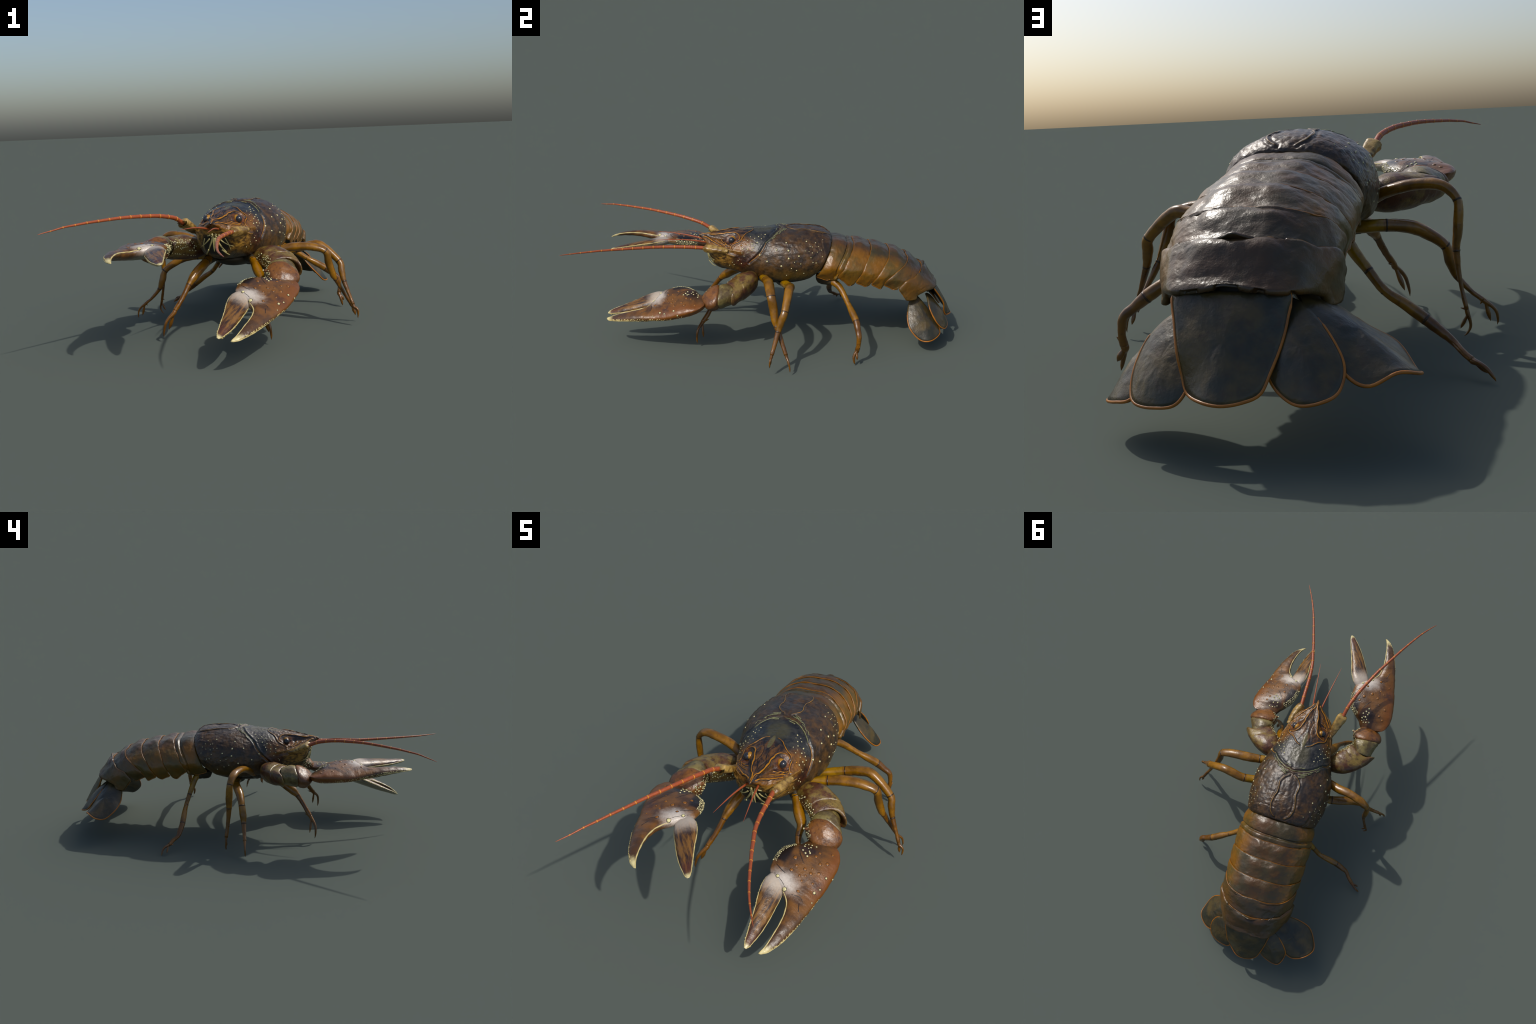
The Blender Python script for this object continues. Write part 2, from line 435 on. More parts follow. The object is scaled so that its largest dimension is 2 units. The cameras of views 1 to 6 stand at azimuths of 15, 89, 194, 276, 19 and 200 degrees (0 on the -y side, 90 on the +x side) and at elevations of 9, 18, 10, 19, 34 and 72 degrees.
def fold(P):
    return np.stack([np.abs(P[:, 0]), P[:, 1], P[:, 2]], 1)      # before the shift to X0
def hump(d, w):
    return np.exp(-(d / w) ** 2)

cn, cf = normals_of(cv, cf)
F = fold(cv)
n_low, n_mid, n_hi = fnoise(cv, 26, 1.0), fnoise(cv, 75, 2.0), fnoise(cv, 170, 3.0)
wr = fnoise(cv * V([1.0, .45, 1.0]) + V([0, 0, 1.0]) * 0, 60, 7.0)
back = np.clip((F[:, 1] + .02) / .08, 0, 1)
disp = .0010 * n_low + .0011 * n_mid + .0009 * n_hi
disp += back * np.clip((F[:, 2] - .42) / .08, 0, 1) * .0022 * wr
d = seg_dist(F, GROOVE)
disp += -.0050 * hump(d, .0050) + .0022 * hump(d - .011, .005)
d = seg_dist(F, HEART)
disp += .0030 * hump(d, .0045) - .0022 * hump(d - .009, .004)
disp += .0022 * hump(seg_dist(F, MASK), .004) - .0015 * hump(seg_dist(F, MASK) - .007, .004)
disp += .0050 * hump(seg_dist(F, ORBIT), .0065)
disp += .0040 * hump(seg_dist(F, BROW), .0070)
for c in CHEEK: disp += .0025 * hump(seg_dist(F, c), .0035)
for c in SCALE: disp += .0050 * hump(seg_dist(F, c), .0100)
disp += -.0020 * hump(seg_dist(F, WAVY), .0035) - .0016 * hump(seg_dist(F, REAR), .004)
disp += -.0110 * hump(np.linalg.norm((F - EYE) * V([1, .75, 1]), axis=1), .020)
disp += -.0070 * hump(seg_dist(F, [(.055, -.205, .520), (.020, -.275, .514)]), .010)
disp += -.0100 * hump(np.linalg.norm((F - V([.0, -.285, .425])) * V([.7, 1, 1]), axis=1), .026)
for c in STRIAE: disp += .0020 * hump(seg_dist(F, c), .0030)
disp *= np.where(F[:, 2] < .335, .3, 1)
cv = cv + cn * disp[:, None]

cv = cv + V([X0, 0, 0])

# ------------------------------------------------------------------ abdomen
# front edge of every plate at half widths 0, .055 ... down to the lower tip: (half width, y, z)
RIDGES = [
    [(0, .345, .520), (.055, .344, .520), (.100, .340, .508), (.135, .328, .480), (.160, .312, .445), (.168, .292, .400), (.150, .268, .358)],
    [(0, .462, .507), (.055, .462, .508), (.098, .455, .495), (.135, .441, .470), (.165, .422, .445), (.188, .402, .405), (.178, .375, .366)],
    [(0, .550, .494), (.055, .549, .493), (.100, .544, .480), (.138, .530, .460), (.168, .514, .430), (.187, .496, .392), (.175, .468, .336)],
    [(0, .646, .475), (.055, .645, .473), (.105, .637, .458), (.140, .624, .438), (.168, .600, .410), (.187, .572, .368), (.175, .545, .329)],
    [(0, .739, .438), (.055, .740, .437), (.100, .730, .429), (.132, .715, .418), (.160, .688, .404), (.182, .635, .364), (.172, .607, .327)],
    [(0, .822, .388), (.055, .815, .386), (.100, .800, .378), (.130, .785, .368), (.152, .765, .354), (.180, .722, .345), (.183, .686, .308)],
    [(0, .894, .308), (.055, .893, .305), (.092, .886, .300), (.122, .868, .296), (.150, .822, .288), (.165, .784, .272), (.170, .772, .250)],
]
# hump behind the front edge, and the lowest side tip, of every plate
HUMPS = [(.026, .006), (.034, .003), (.034, .002), (.036, -.003), (.024, -.006), (.020, -.010)]
TIPS = [(.150, .320, .336), (.172, .433, .317), (.172, .515, .314), (.172, .592, .303), (.168, .655, .300), (.183, .728, .249)]

def half_to_full(rows):
    rows = V(rows)
    left = rows[:, ::-1].copy(); left[..., 0] *= -1
    full = np.concatenate([left[:, :-1], rows], 1)
    full[..., 0] += X0 - .004 * np.clip((full[..., 1] - .35) / .5, 0, 1)
    return full

plates = []
def build_abdomen(mats, core_mat):
    core_rows = []
    th = np.linspace(0, math.tau, 25)[:-1]
    for k, r in enumerate(RIDGES):
        r = V(r)
        mid, ax = .5 * (r[0] + r[-1]), .5 * (r[0] - r[-1])
        sh = (.74, .78, .76, .74, .70, .60, .30)[k]
        if k == 6: mid, ax = V([0, .868, .282]), V([0, .03, .08])
        c = V([X0, mid[1] - (.012 if k else -.01), mid[2] - .004])
        core_rows.append(c + np.outer(np.cos(th), [r[:, 0].max() * (.84 if k < 6 else .62), 0, 0]) + np.outer(np.sin(th), V([0, ax[1], ax[2]]) * sh))
    C = catmull(core_rows, 4)
    n = len(C)
    v = C.reshape(-1, 3)
    f = grid_faces(n, 24, True).tolist() + [tuple(range(24)), tuple((n - 1) * 24 + i for i in range(24))]
    abdomen = make("abdomen", v, f, core_mat)
    for k in range(6):
        a, b = V(RIDGES[k]), V(RIDGES[k + 1])
        dy, dz = HUMPS[k]
        w = np.linspace(1, .55, 7)[:, None]
        hump = a + (b - a) * V([0, .42, 0]) * 0
        t = np.clip(dy / np.maximum(b[:, 1] - a[:, 1], .02), .2, .6)[:, None]
        hump = a + (b - a) * t
        out = unit(np.stack([a[:, 0] * 1.0, np.zeros(7), a[:, 2] - .40], 1))
        chord = (1 - t) * a[:, 2:3] + t * b[:, 2:3]
        hump += out * .004
        hump[0, 2] = a[0, 2] + dz
        hump[1, 2] = a[1, 2] + dz
        mid2 = a + (b - a) * .75 + out * .001
        tip = V(TIPS[k])
        # the last column is drawn out to the side tip
        hump[-1] = [tip[0], .5 * (a[-1, 1] + tip[1]), .5 * (a[-1, 2] + tip[2])]
        mid2[-1] = tip
        rear = b - out * .004
        rear[-1] = [b[-1, 0] - .004, b[-1, 1] * .72 + tip[1] * .28, .5 * (b[-1, 2] + tip[2])] if k < 5 else b[-1]
        front0 = a - out * .016 + V([0, .010, 0])
        lip = a + out * .002
        under = rear - out * .010 - V([0, .004, 0])
        rows = [front0, lip, hump, mid2, rear, under]
        if k == 0:
            g1 = a + (b - a) * .30 + out * .010; g1[0:2, 2] = .526
            g2 = a + (b - a) * .62 + out * .004
            g3 = a + (b - a) * .70 - out * .004
            g4 = a + (b - a) * .82 + out * .004
            tp = [(.150, .288, .345), (.150, .345, .334), (.155, .368, .340), (.160, .372, .352)]
            for g, q in zip((g1, g2, g3, g4), tp): g[-1] = q
            rows = [front0, lip, g1, g2, g3, g4, rear, under]
        full = half_to_full(rows)
        Gd = catmull(full, 9)
        Gd = np.swapaxes(catmull(np.swapaxes(Gd, 0, 1), 8), 0, 1)
        R, Cc = Gd.shape[:2]
        vv = Gd.reshape(-1, 3)
        ff = grid_faces(R, Cc).tolist()
        nn, ff = normals_of(vv, ff)
        if (nn * (vv - V([X0, .6, .36]))).sum() < 0:
            nn = -nn
        d = .0022 * fnoise(vv, 38, 3.1 + k) + .0012 * fnoise(vv, 110, 1.7)
        vv = vv + nn * d[:, None]
        # wrinkles across the first plate
        o = make("abdomen_plate", vv, ff, mats[k], parent=abdomen)
        s = o.modifiers.new("thickness", "SOLIDIFY"); s.thickness = .006; s.offset = -1
        plates.append(o)
    return abdomen

# ------------------------------------------------------------------ tail fan
def fan_plate(name, outline, centre, dome, mats, parent, thick=.007, rim=.0034, rim_span=(0.16, 0.84), base_at=0, flip=1):
    """a leaf of the tail fan: outline (closed, starting at the hinge) round a raised centre"""
    O = resample(catmull(V(outline), 10, closed=True), 88, closed=True)
    c = V(centre)
    M = 12
    nrm = unit(np.linalg.svd(O - O.mean(0))[2][2])
    if nrm @ V([0, 1, .6]) < 0: nrm = -nrm
    verts, n = [c + nrm * dome], len(O)
    for j in range(1, M + 1):
        r = j / M
        p = c + (O - c) * r + nrm * dome * (1 - r ** 2)
        verts += list(p)
    verts = V(verts)
    ring = verts[1:].reshape(M, n, 3)
    for _ in range(150):                       # relax to a smooth sheet inside the rim
        inner = np.concatenate([np.repeat(verts[:1], n, 0)[None], ring[:-2]])
        ring[:-1] += .5 * (.25 * (inner + ring[1:] + np.roll(ring[:-1], 1, 1) + np.roll(ring[:-1], -1, 1)) - ring[:-1])
        verts[0] = ring[0].mean(0)
    lev = np.repeat((np.arange(1, M + 1) / M), n)
    ring += (nrm * dome) * (1 - (np.arange(1, M + 1) / M) ** 2)[:, None, None]
    verts = np.concatenate([verts[:1] + nrm * dome, ring.reshape(-1, 3)])
    verts += nrm * (.0016 * fnoise(verts, 55, 4.0) + .0010 * fnoise(verts, 140, 2.0))[:, None] * np.concatenate([[1], np.repeat(1 - (np.arange(1, M + 1) / M) ** 4, n)])[:, None]
    faces = [(0, 1 + i, 1 + (i + 1) % n) for i in range(n)]
    faces += [tuple(q) for q in grid_faces(M, n, True, 1)]
    k = len(verts)
    allv = np.concatenate([verts, verts - nrm * thick])
    allf = faces + [tuple(x + k for x in f[::-1]) for f in faces]
    e = 1 + (M - 1) * n
    allf += [(e + i, e + (i + 1) % n, k + e + (i + 1) % n, k + e + i) for i in range(n)]
    o = make(name, allv, allf, mats[0], parent=parent)
    a, b = int(rim_span[0] * n), int(rim_span[1] * n)
    path = O[a:b] - nrm * thick * .35
    rr = np.full(len(path), rim); rr[:3] *= .5; rr[-3:] *= .5
    tv, tf = tube_geo(path, rr, rr * 1.0, up=nrm, nseg=8, smooth_path=False)
    make("tail_rim", tv, tf, mats[1], parent=o, kind="stuff")
    return o

TELSON = [(-.030, .884, .300), (.030, .882, .301), (.080, .876, .297), (.068, .914, .245), (.056, .942, .200), (.047, .948, .160), (.034, .963, .130), (-.002, .993, .125), (-.038, .999, .122), (-.075, .993, .127), (-.104, .974, .137), (-.118, .951, .168), (-.132, .916, .210), (-.140, .890, .252), (-.143, .872, .299), (-.090, .880, .301)]
UROPODS = {   # outline from the hinge round the blade, centre, dome
    "inner_plus": ([(.055, .845, .255), (.100, .845, .245), (.145, .852, .205), (.167, .876, .157), (.168, .906, .118), (.151, .935, .099), (.105, .957, .099), (.055, .962, .112), (.030, .930, .165), (.030, .880, .230)], (.095, .905, .165), .010),
    "outer_plus": ([(.090, .775, .262), (.118, .748, .228), (.164, .736, .174), (.212, .746, .119), (.241, .794, .073), (.250, .843, .070), (.210, .892, .084), (.169, .905, .098), (.135, .880, .150), (.098, .820, .225)], (.172, .818, .150), .012),
    "inner_minus": ([(-.110, .835, .278), (-.150, .838, .275), (-.195, .860, .240), (-.241, .905, .181), (-.241, .940, .141), (-.219, .976, .129), (-.165, .969, .119), (-.118, .945, .150), (-.100, .905, .200), (-.095, .860, .250)], (-.165, .905, .200), .010),
    "outer_minus": ([(-.130, .780, .285), (-.165, .748, .268), (-.212, .739, .241), (-.265, .737, .203), (-.325, .753, .174), (-.363, .803, .138), (-.376, .855, .146), (-.339, .903, .161), (-.288, .922, .141), (-.244, .912, .162), (-.205, .885, .215), (-.150, .825, .275)], (-.245, .825, .205), .012),
}

# ------------------------------------------------------------------ walking legs
# path of joints with (x, y, z, half width along the body, half height); M = the -x side, P = the +x side
LEGS = [
    # +x side, front to back
    dict(fat=(1.0, 1.02), path=[(.060, -.060, .340, .020, .022), (.093, -.097, .321, .019, .022), (.121, -.150, .290, .020, .024), (.144, -.185, .262, .018, .022), (.146, -.225, .233, .013, .014), (.156, -.258, .190, .011, .011), (.170, -.284, .147, .011, .012), (.180, -.300, .124, .010, .011)],
         rings=[1, 4], spur=(.168, -.268, .134), fork=(.182, -.304, .118), tip=(.216, -.325, .020), fin=(.200, -.296, .045), bow=(.020, -.018, .010)),
    dict(fat=(1.05, 1.18), path=[(.060, .000, .330, .018, .018), (.120, .000, .346, .017, .017), (.190, .015, .357, .017, .019), (.250, .025, .366, .018, .021), (.320, .030, .366, .017, .020), (.389, .038, .345, .014, .018), (.402, .050, .290, .016, .018), (.418, .060, .235, .014, .016), (.429, .068, .210, .010, .012), (.460, .092, .145, .007, .009), (.488, .114, .088, .007, .008)],
         rings=[2, 5, 8], spur=(.482, .112, .082), fork=(.493, .118, .077), tip=(.518, .134, .014), fin=(.503, .130, .036), bow=(.014, .004, .010)),
    dict(fat=(1.08, 1.12), path=[(.060, .090, .315, .020, .020), (.140, .110, .322, .018, .019), (.235, .133, .340, .017, .019), (.300, .130, .358, .018, .020), (.356, .122, .358, .017, .019), (.441, .103, .288, .014, .016), (.454, .088, .245, .014, .016), (.467, .074, .198, .010, .012), (.492, .058, .140, .007, .009), (.510, .046, .098, .007, .008)],
         rings=[2, 5, 7], spur=(.504, .046, .092), fork=(.514, .044, .088), tip=(.530, .037, .040), fin=(.520, .040, .050), bow=(.016, -.004, .010)),
    dict(fat=(1.18, 1.22), path=[(.060, .300, .325, .016, .016), (.110, .355, .325, .015, .015), (.150, .390, .305, .013, .013), (.221, .424, .252, .0105, .0105), (.272, .444, .220, .014, .014), (.312, .459, .193, .014, .014), (.345, .465, .166, .011, .012), (.372, .469, .143, .010, .011), (.380, .468, .100, .008, .009), (.378, .463, .072, .009, .009)],
         rings=[3, 5], spur=(.392, .474, .096), fork=(.377, .462, .064), tip=(.396, .455, .003), fin=(.401, .463, .029), bow=(.004, -.016, .004)),
    # -x side, front to back
    dict(fat=(1.0, 1.02), path=[(-.110, -.060, .340, .020, .022), (-.130, -.110, .315, .020, .024), (-.150, -.165, .285, .022, .026), (-.166, -.205, .255, .019, .022), (-.175, -.230, .232, .013, .014), (-.190, -.260, .190, .011, .011), (-.206, -.284, .155, .011, .012), (-.218, -.300, .133, .010, .011)],
         rings=[1, 4], spur=(-.204, -.268, .140), fork=(-.222, -.306, .122), tip=(-.265, -.328, .022), fin=(-.251, -.300, .047), bow=(-.014, -.020, .010)),
    dict(fat=(1.0, 1.02), path=[(-.110, .000, .330, .018, .018), (-.160, .012, .350, .017, .018), (-.210, .040, .385, .017, .020), (-.258, .060, .405, .017, .022), (-.320, .072, .418, .016, .021), (-.385, .092, .415, .015, .020), (-.426, .106, .378, .012, .016), (-.428, .112, .310, .013, .018), (-.423, .114, .245, .010, .014), (-.432, .120, .165, .006, .010), (-.448, .128, .090, .006, .009)],
         rings=[6, 8], spur=(-.432, .124, .092), fork=(-.451, .129, .076), tip=(-.441, .131, .018), fin=(-.432, .127, .037), bow=(-.016, .000, -.010)),
    dict(fat=(1.02, 1.08), path=[(-.110, .090, .312, .020, .020), (-.170, .105, .310, .018, .020), (-.240, .100, .312, .017, .020), (-.300, .082, .305, .018, .021), (-.345, .064, .284, .017, .019), (-.392, .050, .248, .014, .016), (-.405, .044, .205, .015, .017), (-.421, .038, .162, .010, .012), (-.455, .032, .122, .007, .009), (-.490, .026, .092, .007, .008)],
         rings=[2, 5, 7], spur=(-.484, .028, .080), fork=(-.497, .025, .086), tip=(-.529, .019, .021), fin=(-.511, .024, .032), bow=(-.020, -.002, .004)),
    dict(fat=(1.02, 1.04), path=[(-.110, .280, .325, .016, .016), (-.150, .325, .325, .016, .016), (-.195, .350, .270, .014, .014), (-.222, .360, .238, .012, .012), (-.260, .372, .192, .011, .011), (-.310, .375, .158, .014, .014), (-.356, .377, .124, .014, .014), (-.392, .384, .096, .012, .013), (-.418, .391, .076, .009, .010), (-.440, .414, .058, .008, .009), (-.462, .432, .043, .008, .009)],
         rings=[3, 4, 6], spur=(-.450, .408, .040), fork=(-.466, .436, .041), tip=(-.515, .462, .003), fin=(-.503, .437, .013), bow=(-.006, .012, .012)),
]

def build_leg(L, mats):
    p = V(L["path"])
    path, w, h = p[:, :3], p[:, 3] * L["fat"][0], p[:, 4] * L["fat"][1]
    B = Bag()
    A = catmull(np.concatenate([path, w[:, None], h[:, None]], 1), 8)
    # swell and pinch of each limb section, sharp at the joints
    v, f = tube_geo(A[:, :3], A[:, 3], A[:, 4], up=(0, 1, .15), nseg=16, smooth_path=False, power=2.2)
    n, f2 = normals_of(v, f)
    v = v + n * (.0011 * fnoise(v, 48, 9.0) + .0006 * fnoise(v, 130, 5.0))[:, None]
    split = [0] + [r for r in L["rings"]] + [99]
    seg_of_row = np.searchsorted(V(L["rings"]) * 8, np.arange(len(A)), side="right")
    last = len(L["rings"])
    B.add(v, f2)
    mi = []
    for q in f2:
        rows = [i // 16 for i in q if i < len(A) * 16]
        k = seg_of_row[min(max(rows), len(A) - 1)]
        mi.append(0 if k == 0 and last > 2 else (1 if k < last else 2))
    B.m = mi
    for r in L["rings"]:                       # dark joint rings
        q = A[r * 8]
        i0, i1 = max(r * 8 - 1, 0), min(r * 8 + 1, len(A) - 1)
        d = unit(A[i1, :3] - A[i0, :3]) * .0022
        rv, rf = tube_geo([q[:3] - 2 * d, q[:3] - d, q[:3] + d, q[:3] + 2 * d], [q[3] * .9, q[3] * 1.03, q[3] * 1.03, q[3] * .9], [q[4] * .9, q[4] * 1.03, q[4] * 1.03, q[4] * .9], up=(0, 1, .15), nseg=16, smooth_path=False, power=2.2)
        B.add(rv, rf, 3)
    leg = B.make("leg", mats)
    # foot: hooked finger, straight leaf-shaped finger and a spur
    F = Bag()
    fork, tip, fin, bow = V(L["fork"]), V(L["tip"]), V(L["fin"]), V(L["bow"])
    end = path[-1]
    mid = .5 * (fork + tip) + bow * .7
    v, f = tube_geo([end, fork, .5 * (fork + mid) + bow * .2, mid, .35 * mid + .65 * tip + bow * .12, tip], [w[-1], w[-1] * 1.0, w[-1] * .7, w[-1] * .62, w[-1] * .45, .0006], up=(0, 1, .2), nseg=10, per=6)
    F.add(v, f)
    dr = fin - fork
    v, f = tube_geo([fork - dr * .15, fork + dr * .2, fork + dr * .55, fork + dr * .8, fin], [w[-1] * .6, w[-1] * .62, w[-1] * .85, w[-1] * .6, .0006], [w[-1] * .6, w[-1] * .5, w[-1] * .6, w[-1] * .45, .0006], up=(0, 1, .2), nseg=10, per=5)
    F.add(v, f)
    sp = V(L["spur"])
    b = path[-1] if np.linalg.norm(path[-1] - sp) < .045 else path[-2] * .4 + path[-1] * .6
    b = b + (b - sp) * .1
    v, f = tube_geo([b, .5 * (b + sp), sp], [w[-1] * .7, w[-1] * .5, .0006], up=(0, 1, .2), nseg=8, per=4)
    F.add(v, f)
    F.make("foot", [mats[2]], parent=leg)
    return leg

# ------------------------------------------------------------------ pincers
# palm and fixed finger, wrist to tip: (x, outer edge, inner edge, top, bottom)
PALM = [(-.014, -.044, .040, .016, -.016), (.000, -.064, .054, .024, -.023), (.030, -.081, .070, .034, -.029), (.060, -.090, .099, .042, -.031), (.100, -.094, .125, .044, -.031), (.150, -.095, .134, .042, -.028),
        (.200, -.091, .127, .038, -.022), (.232, -.087, .108, .037, -.017), (.258, -.084, .058, .037, -.011), (.285, -.081, .022, .038, -.006), (.312, -.077, .004, .040, -.002), (.360, -.071, -.007, .041, .005),
        (.410, -.061, -.010, .036, .009), (.450, -.050, -.010, .029, .009), (.475, -.040, -.010, .022, .007), (.500, -.027, -.007, .012, .003), (.518, -.008, -.002, .003, -.003)]
FINGER = [(.215, .050, .108, .014, -.022), (.240, .040, .118, .018, -.025), (.270, .033, .121, .018, -.027), (.313, .029, .114, .014, -.027), (.367, .026, .097, .010, -.026), (.407, .024, .086, .006, -.025),
          (.450, .025, .075, .002, -.023), (.490, .031, .064, -.003, -.020), (.512, .034, .057, -.006, -.018), (.526, .040, .049, -.010, -.013)]

def blade(stations, nseg, per, palm):
    A = catmull(V(stations), per)
    x, yo, yi, zt, zb = A.T
    th = np.arange(nseg) / nseg * math.tau
    c, s = np.cos(th), np.sin(th)
    e = .78
    cc, ss = np.sign(c) * np.abs(c) ** e, np.sign(s) * np.abs(s) ** .95
    yc, hw = (yo + yi) / 2, (yi - yo) / 2
    y = yc[:, None] + hw[:, None] * cc
    # the palm is highest towards its outer side and sinks towards the thumb
    tilt = np.clip(1 - x / .36, 0, 1)[:, None] * .022 if palm else 0.0
    skew = y - .020 * np.clip(ss, 0, 1) * np.clip(1 - x / .4, 0, 1)[:, None] if palm else y
    z = ((zt + zb) / 2)[:, None] + ((zt - zb) / 2)[:, None] * ss - tilt * cc
    v = np.stack([np.broadcast_to(x[:, None], y.shape), skew, z], -1)
    n = len(A)
    verts = np.concatenate([v.reshape(-1, 3), v[:1].mean(1), v[-1:].mean(1)])
    f = grid_faces(n, nseg, True).tolist()
    f += [(n * nseg, (i + 1) % nseg, i) for i in range(nseg)] + [(n * nseg + 1, (n - 1) * nseg + i, (n - 1) * nseg + (i + 1) % nseg) for i in range(nseg)]
    return verts, f

def claw_matrix(W, T, I):
    W, T, I = V(W), V(T), V(I)
    x = unit(T - W)
    y = I - W; y = unit(y - (y @ x) * x)
    z = np.cross(x, y)
    if z[2] < 0: z = -z
    M = Matrix.Identity(4)
    for i in range(3):
        M[i][0], M[i][1], M[i][2], M[i][3] = x[i], y[i], z[i], W[i]
    return M
CLAW_P = claw_matrix((.262, -.290, .262), (.176, -.786, .133), (.146, -.410, .280))
CLAW_M = claw_matrix((-.325, -.314, .400), (-.255, -.821, .429), (-.195, -.430, .434))

def build_claw(M, arm, mats, yaw, pitch, shift):
    v, f = blade(PALM, 40, 9, True)
    n, f = normals_of(v, f)
    d = .0016 * fnoise(v, 40, 2.0) + .0009 * fnoise(v, 120, 6.0)
    # shallow furrow along the fixed finger and across the finger root
    v = v + n * d[:, None]
    palm = make("claw_palm", v, f, mats[0], parent=arm, matrix=M)
    v, f = blade(FINGER, 28, 8, False)
    n, f = normals_of(v, f)
    v = v + n * (.0012 * fnoise(v, 50, 4.0))[:, None]
    H = V([.235, .085, 0])
    R = np.array(Matrix.Rotation(yaw, 3, "Z") @ Matrix.Rotation(pitch, 3, "Y"))
    M2 = Matrix.Translation(Vector(H + V(shift))) @ Matrix(R.tolist()).to_4x4() @ Matrix.Translation(Vector(-H))
    finger = make("claw_finger", v, f, mats[1], parent=arm, matrix=M @ M2)
    return palm, finger

# arm of the +x side: rings of points from the shoulder to the wrist (inner, top, outer, bottom ...)
UPPER_ARM = [
    [(.070, -.075, .345), (.080, -.060, .368), (.095, -.045, .372), (.105, -.030, .360), (.105, -.025, .335), (.095, -.035, .315), (.080, -.055, .312), (.070, -.070, .325)],
    [(.112, -.112, .350), (.130, -.092, .376), (.170, -.062, .386), (.188, -.036, .366), (.176, -.028, .325), (.150, -.040, .292), (.115, -.070, .288), (.102, -.105, .312)],
    [(.138, -.136, .352), (.160, -.118, .377), (.206, -.088, .380), (.236, -.062, .358), (.230, -.054, .312), (.190, -.066, .276), (.145, -.095, .278), (.126, -.130, .308)],
    [(.163, -.158, .346), (.188, -.136, .366), (.235, -.108, .368), (.272, -.090, .348), (.268, -.086, .300), (.222, -.096, .263), (.172, -.122, .272), (.152, -.152, .304)],
    [(.170, -.165, .341), (.194, -.142, .360), (.240, -.114, .362), (.278, -.098, .343), (.276, -.094, .298), (.228, -.104, .262), (.178, -.130, .271), (.160, -.160, .302)],
    [(.180, -.176, .338), (.205, -.152, .357), (.254, -.126, .356), (.293, -.116, .336), (.294, -.112, .290), (.246, -.122, .258), (.190, -.142, .269), (.170, -.172, .300)],
    [(.191, -.190, .328), (.226, -.164, .348), (.276, -.141, .344), (.314, -.149, .318), (.316, -.148, .270), (.264, -.134, .254), (.204, -.152, .266), (.180, -.182, .297)],
    [(.196, -.188, .322), (.228, -.165, .340), (.272, -.146, .335), (.304, -.150, .312), (.306, -.146, .276), (.260, -.136, .262), (.208, -.154, .273), (.188, -.182, .298)],
    [(.196, -.165, .320), (.222, -.145, .332), (.258, -.128, .328), (.284, -.126, .308), (.284, -.122, .284), (.248, -.120, .272), (.208, -.134, .280), (.192, -.158, .300)],
]
WRIST_RING = [
    [(.200, -.160, .318), (.220, -.146, .334), (.256, -.136, .334), (.284, -.134, .312), (.284, -.130, .276), (.252, -.132, .256), (.214, -.142, .266), (.198, -.156, .290)],
    [(.190, -.192, .322), (.218, -.182, .342), (.258, -.176, .340), (.296, -.178, .312), (.298, -.178, .270), (.258, -.178, .238), (.212, -.182, .250), (.186, -.190, .284)],
    [(.193, -.214, .320), (.220, -.210, .338), (.262, -.208, .336), (.312, -.214, .300), (.312, -.212, .262), (.264, -.206, .230), (.214, -.208, .242), (.188, -.212, .280)],
    [(.200, -.224, .312), (.224, -.222, .328), (.262, -.220, .326), (.302, -.222, .296), (.302, -.222, .264), (.262, -.218, .238), (.218, -.220, .248), (.196, -.222, .278)],
]
WRIST = [
    [(.200, -.214, .312), (.224, -.212, .328), (.262, -.210, .326), (.304, -.214, .296), (.304, -.212, .264), (.262, -.208, .238), (.218, -.210, .248), (.196, -.212, .278)],
    [(.190, -.226, .318), (.220, -.222, .337), (.264, -.222, .335), (.318, -.228, .296), (.320, -.226, .258), (.264, -.220, .226), (.210, -.222, .238), (.184, -.226, .278)],
    [(.185, -.250, .310), (.218, -.244, .330), (.262, -.246, .327), (.318, -.250, .286), (.322, -.246, .250), (.264, -.240, .218), (.210, -.242, .232), (.182, -.248, .272)],
    [(.200, -.276, .298), (.226, -.270, .312), (.262, -.272, .308), (.310, -.272, .276), (.314, -.264, .244), (.262, -.260, .222), (.216, -.266, .236), (.196, -.274, .268)],
    [(.216, -.294, .282), (.236, -.292, .290), (.260, -.292, .284), (.300, -.284, .264), (.302, -.278, .246), (.262, -.276, .236), (.228, -.282, .246), (.214, -.290, .266)],
    [(.230, -.300, .272), (.245, -.300, .276), (.262, -.298, .272), (.285, -.294, .262), (.286, -.290, .254), (.262, -.288, .250), (.238, -.292, .256), (.230, -.296, .264)],
]

def rigid(A, B):
    """rotation and shift that carry the points A onto the points B"""
    A, B = V(A), V(B)
    a, b = A.mean(0), B.mean(0)
    U, _, Vt = np.linalg.svd((B - b).T @ (A - a))
    D = np.diag([1, 1, np.linalg.det(U @ Vt)])
    R = U @ D @ Vt
    return lambda p: (V(p) - a) @ R.T + b

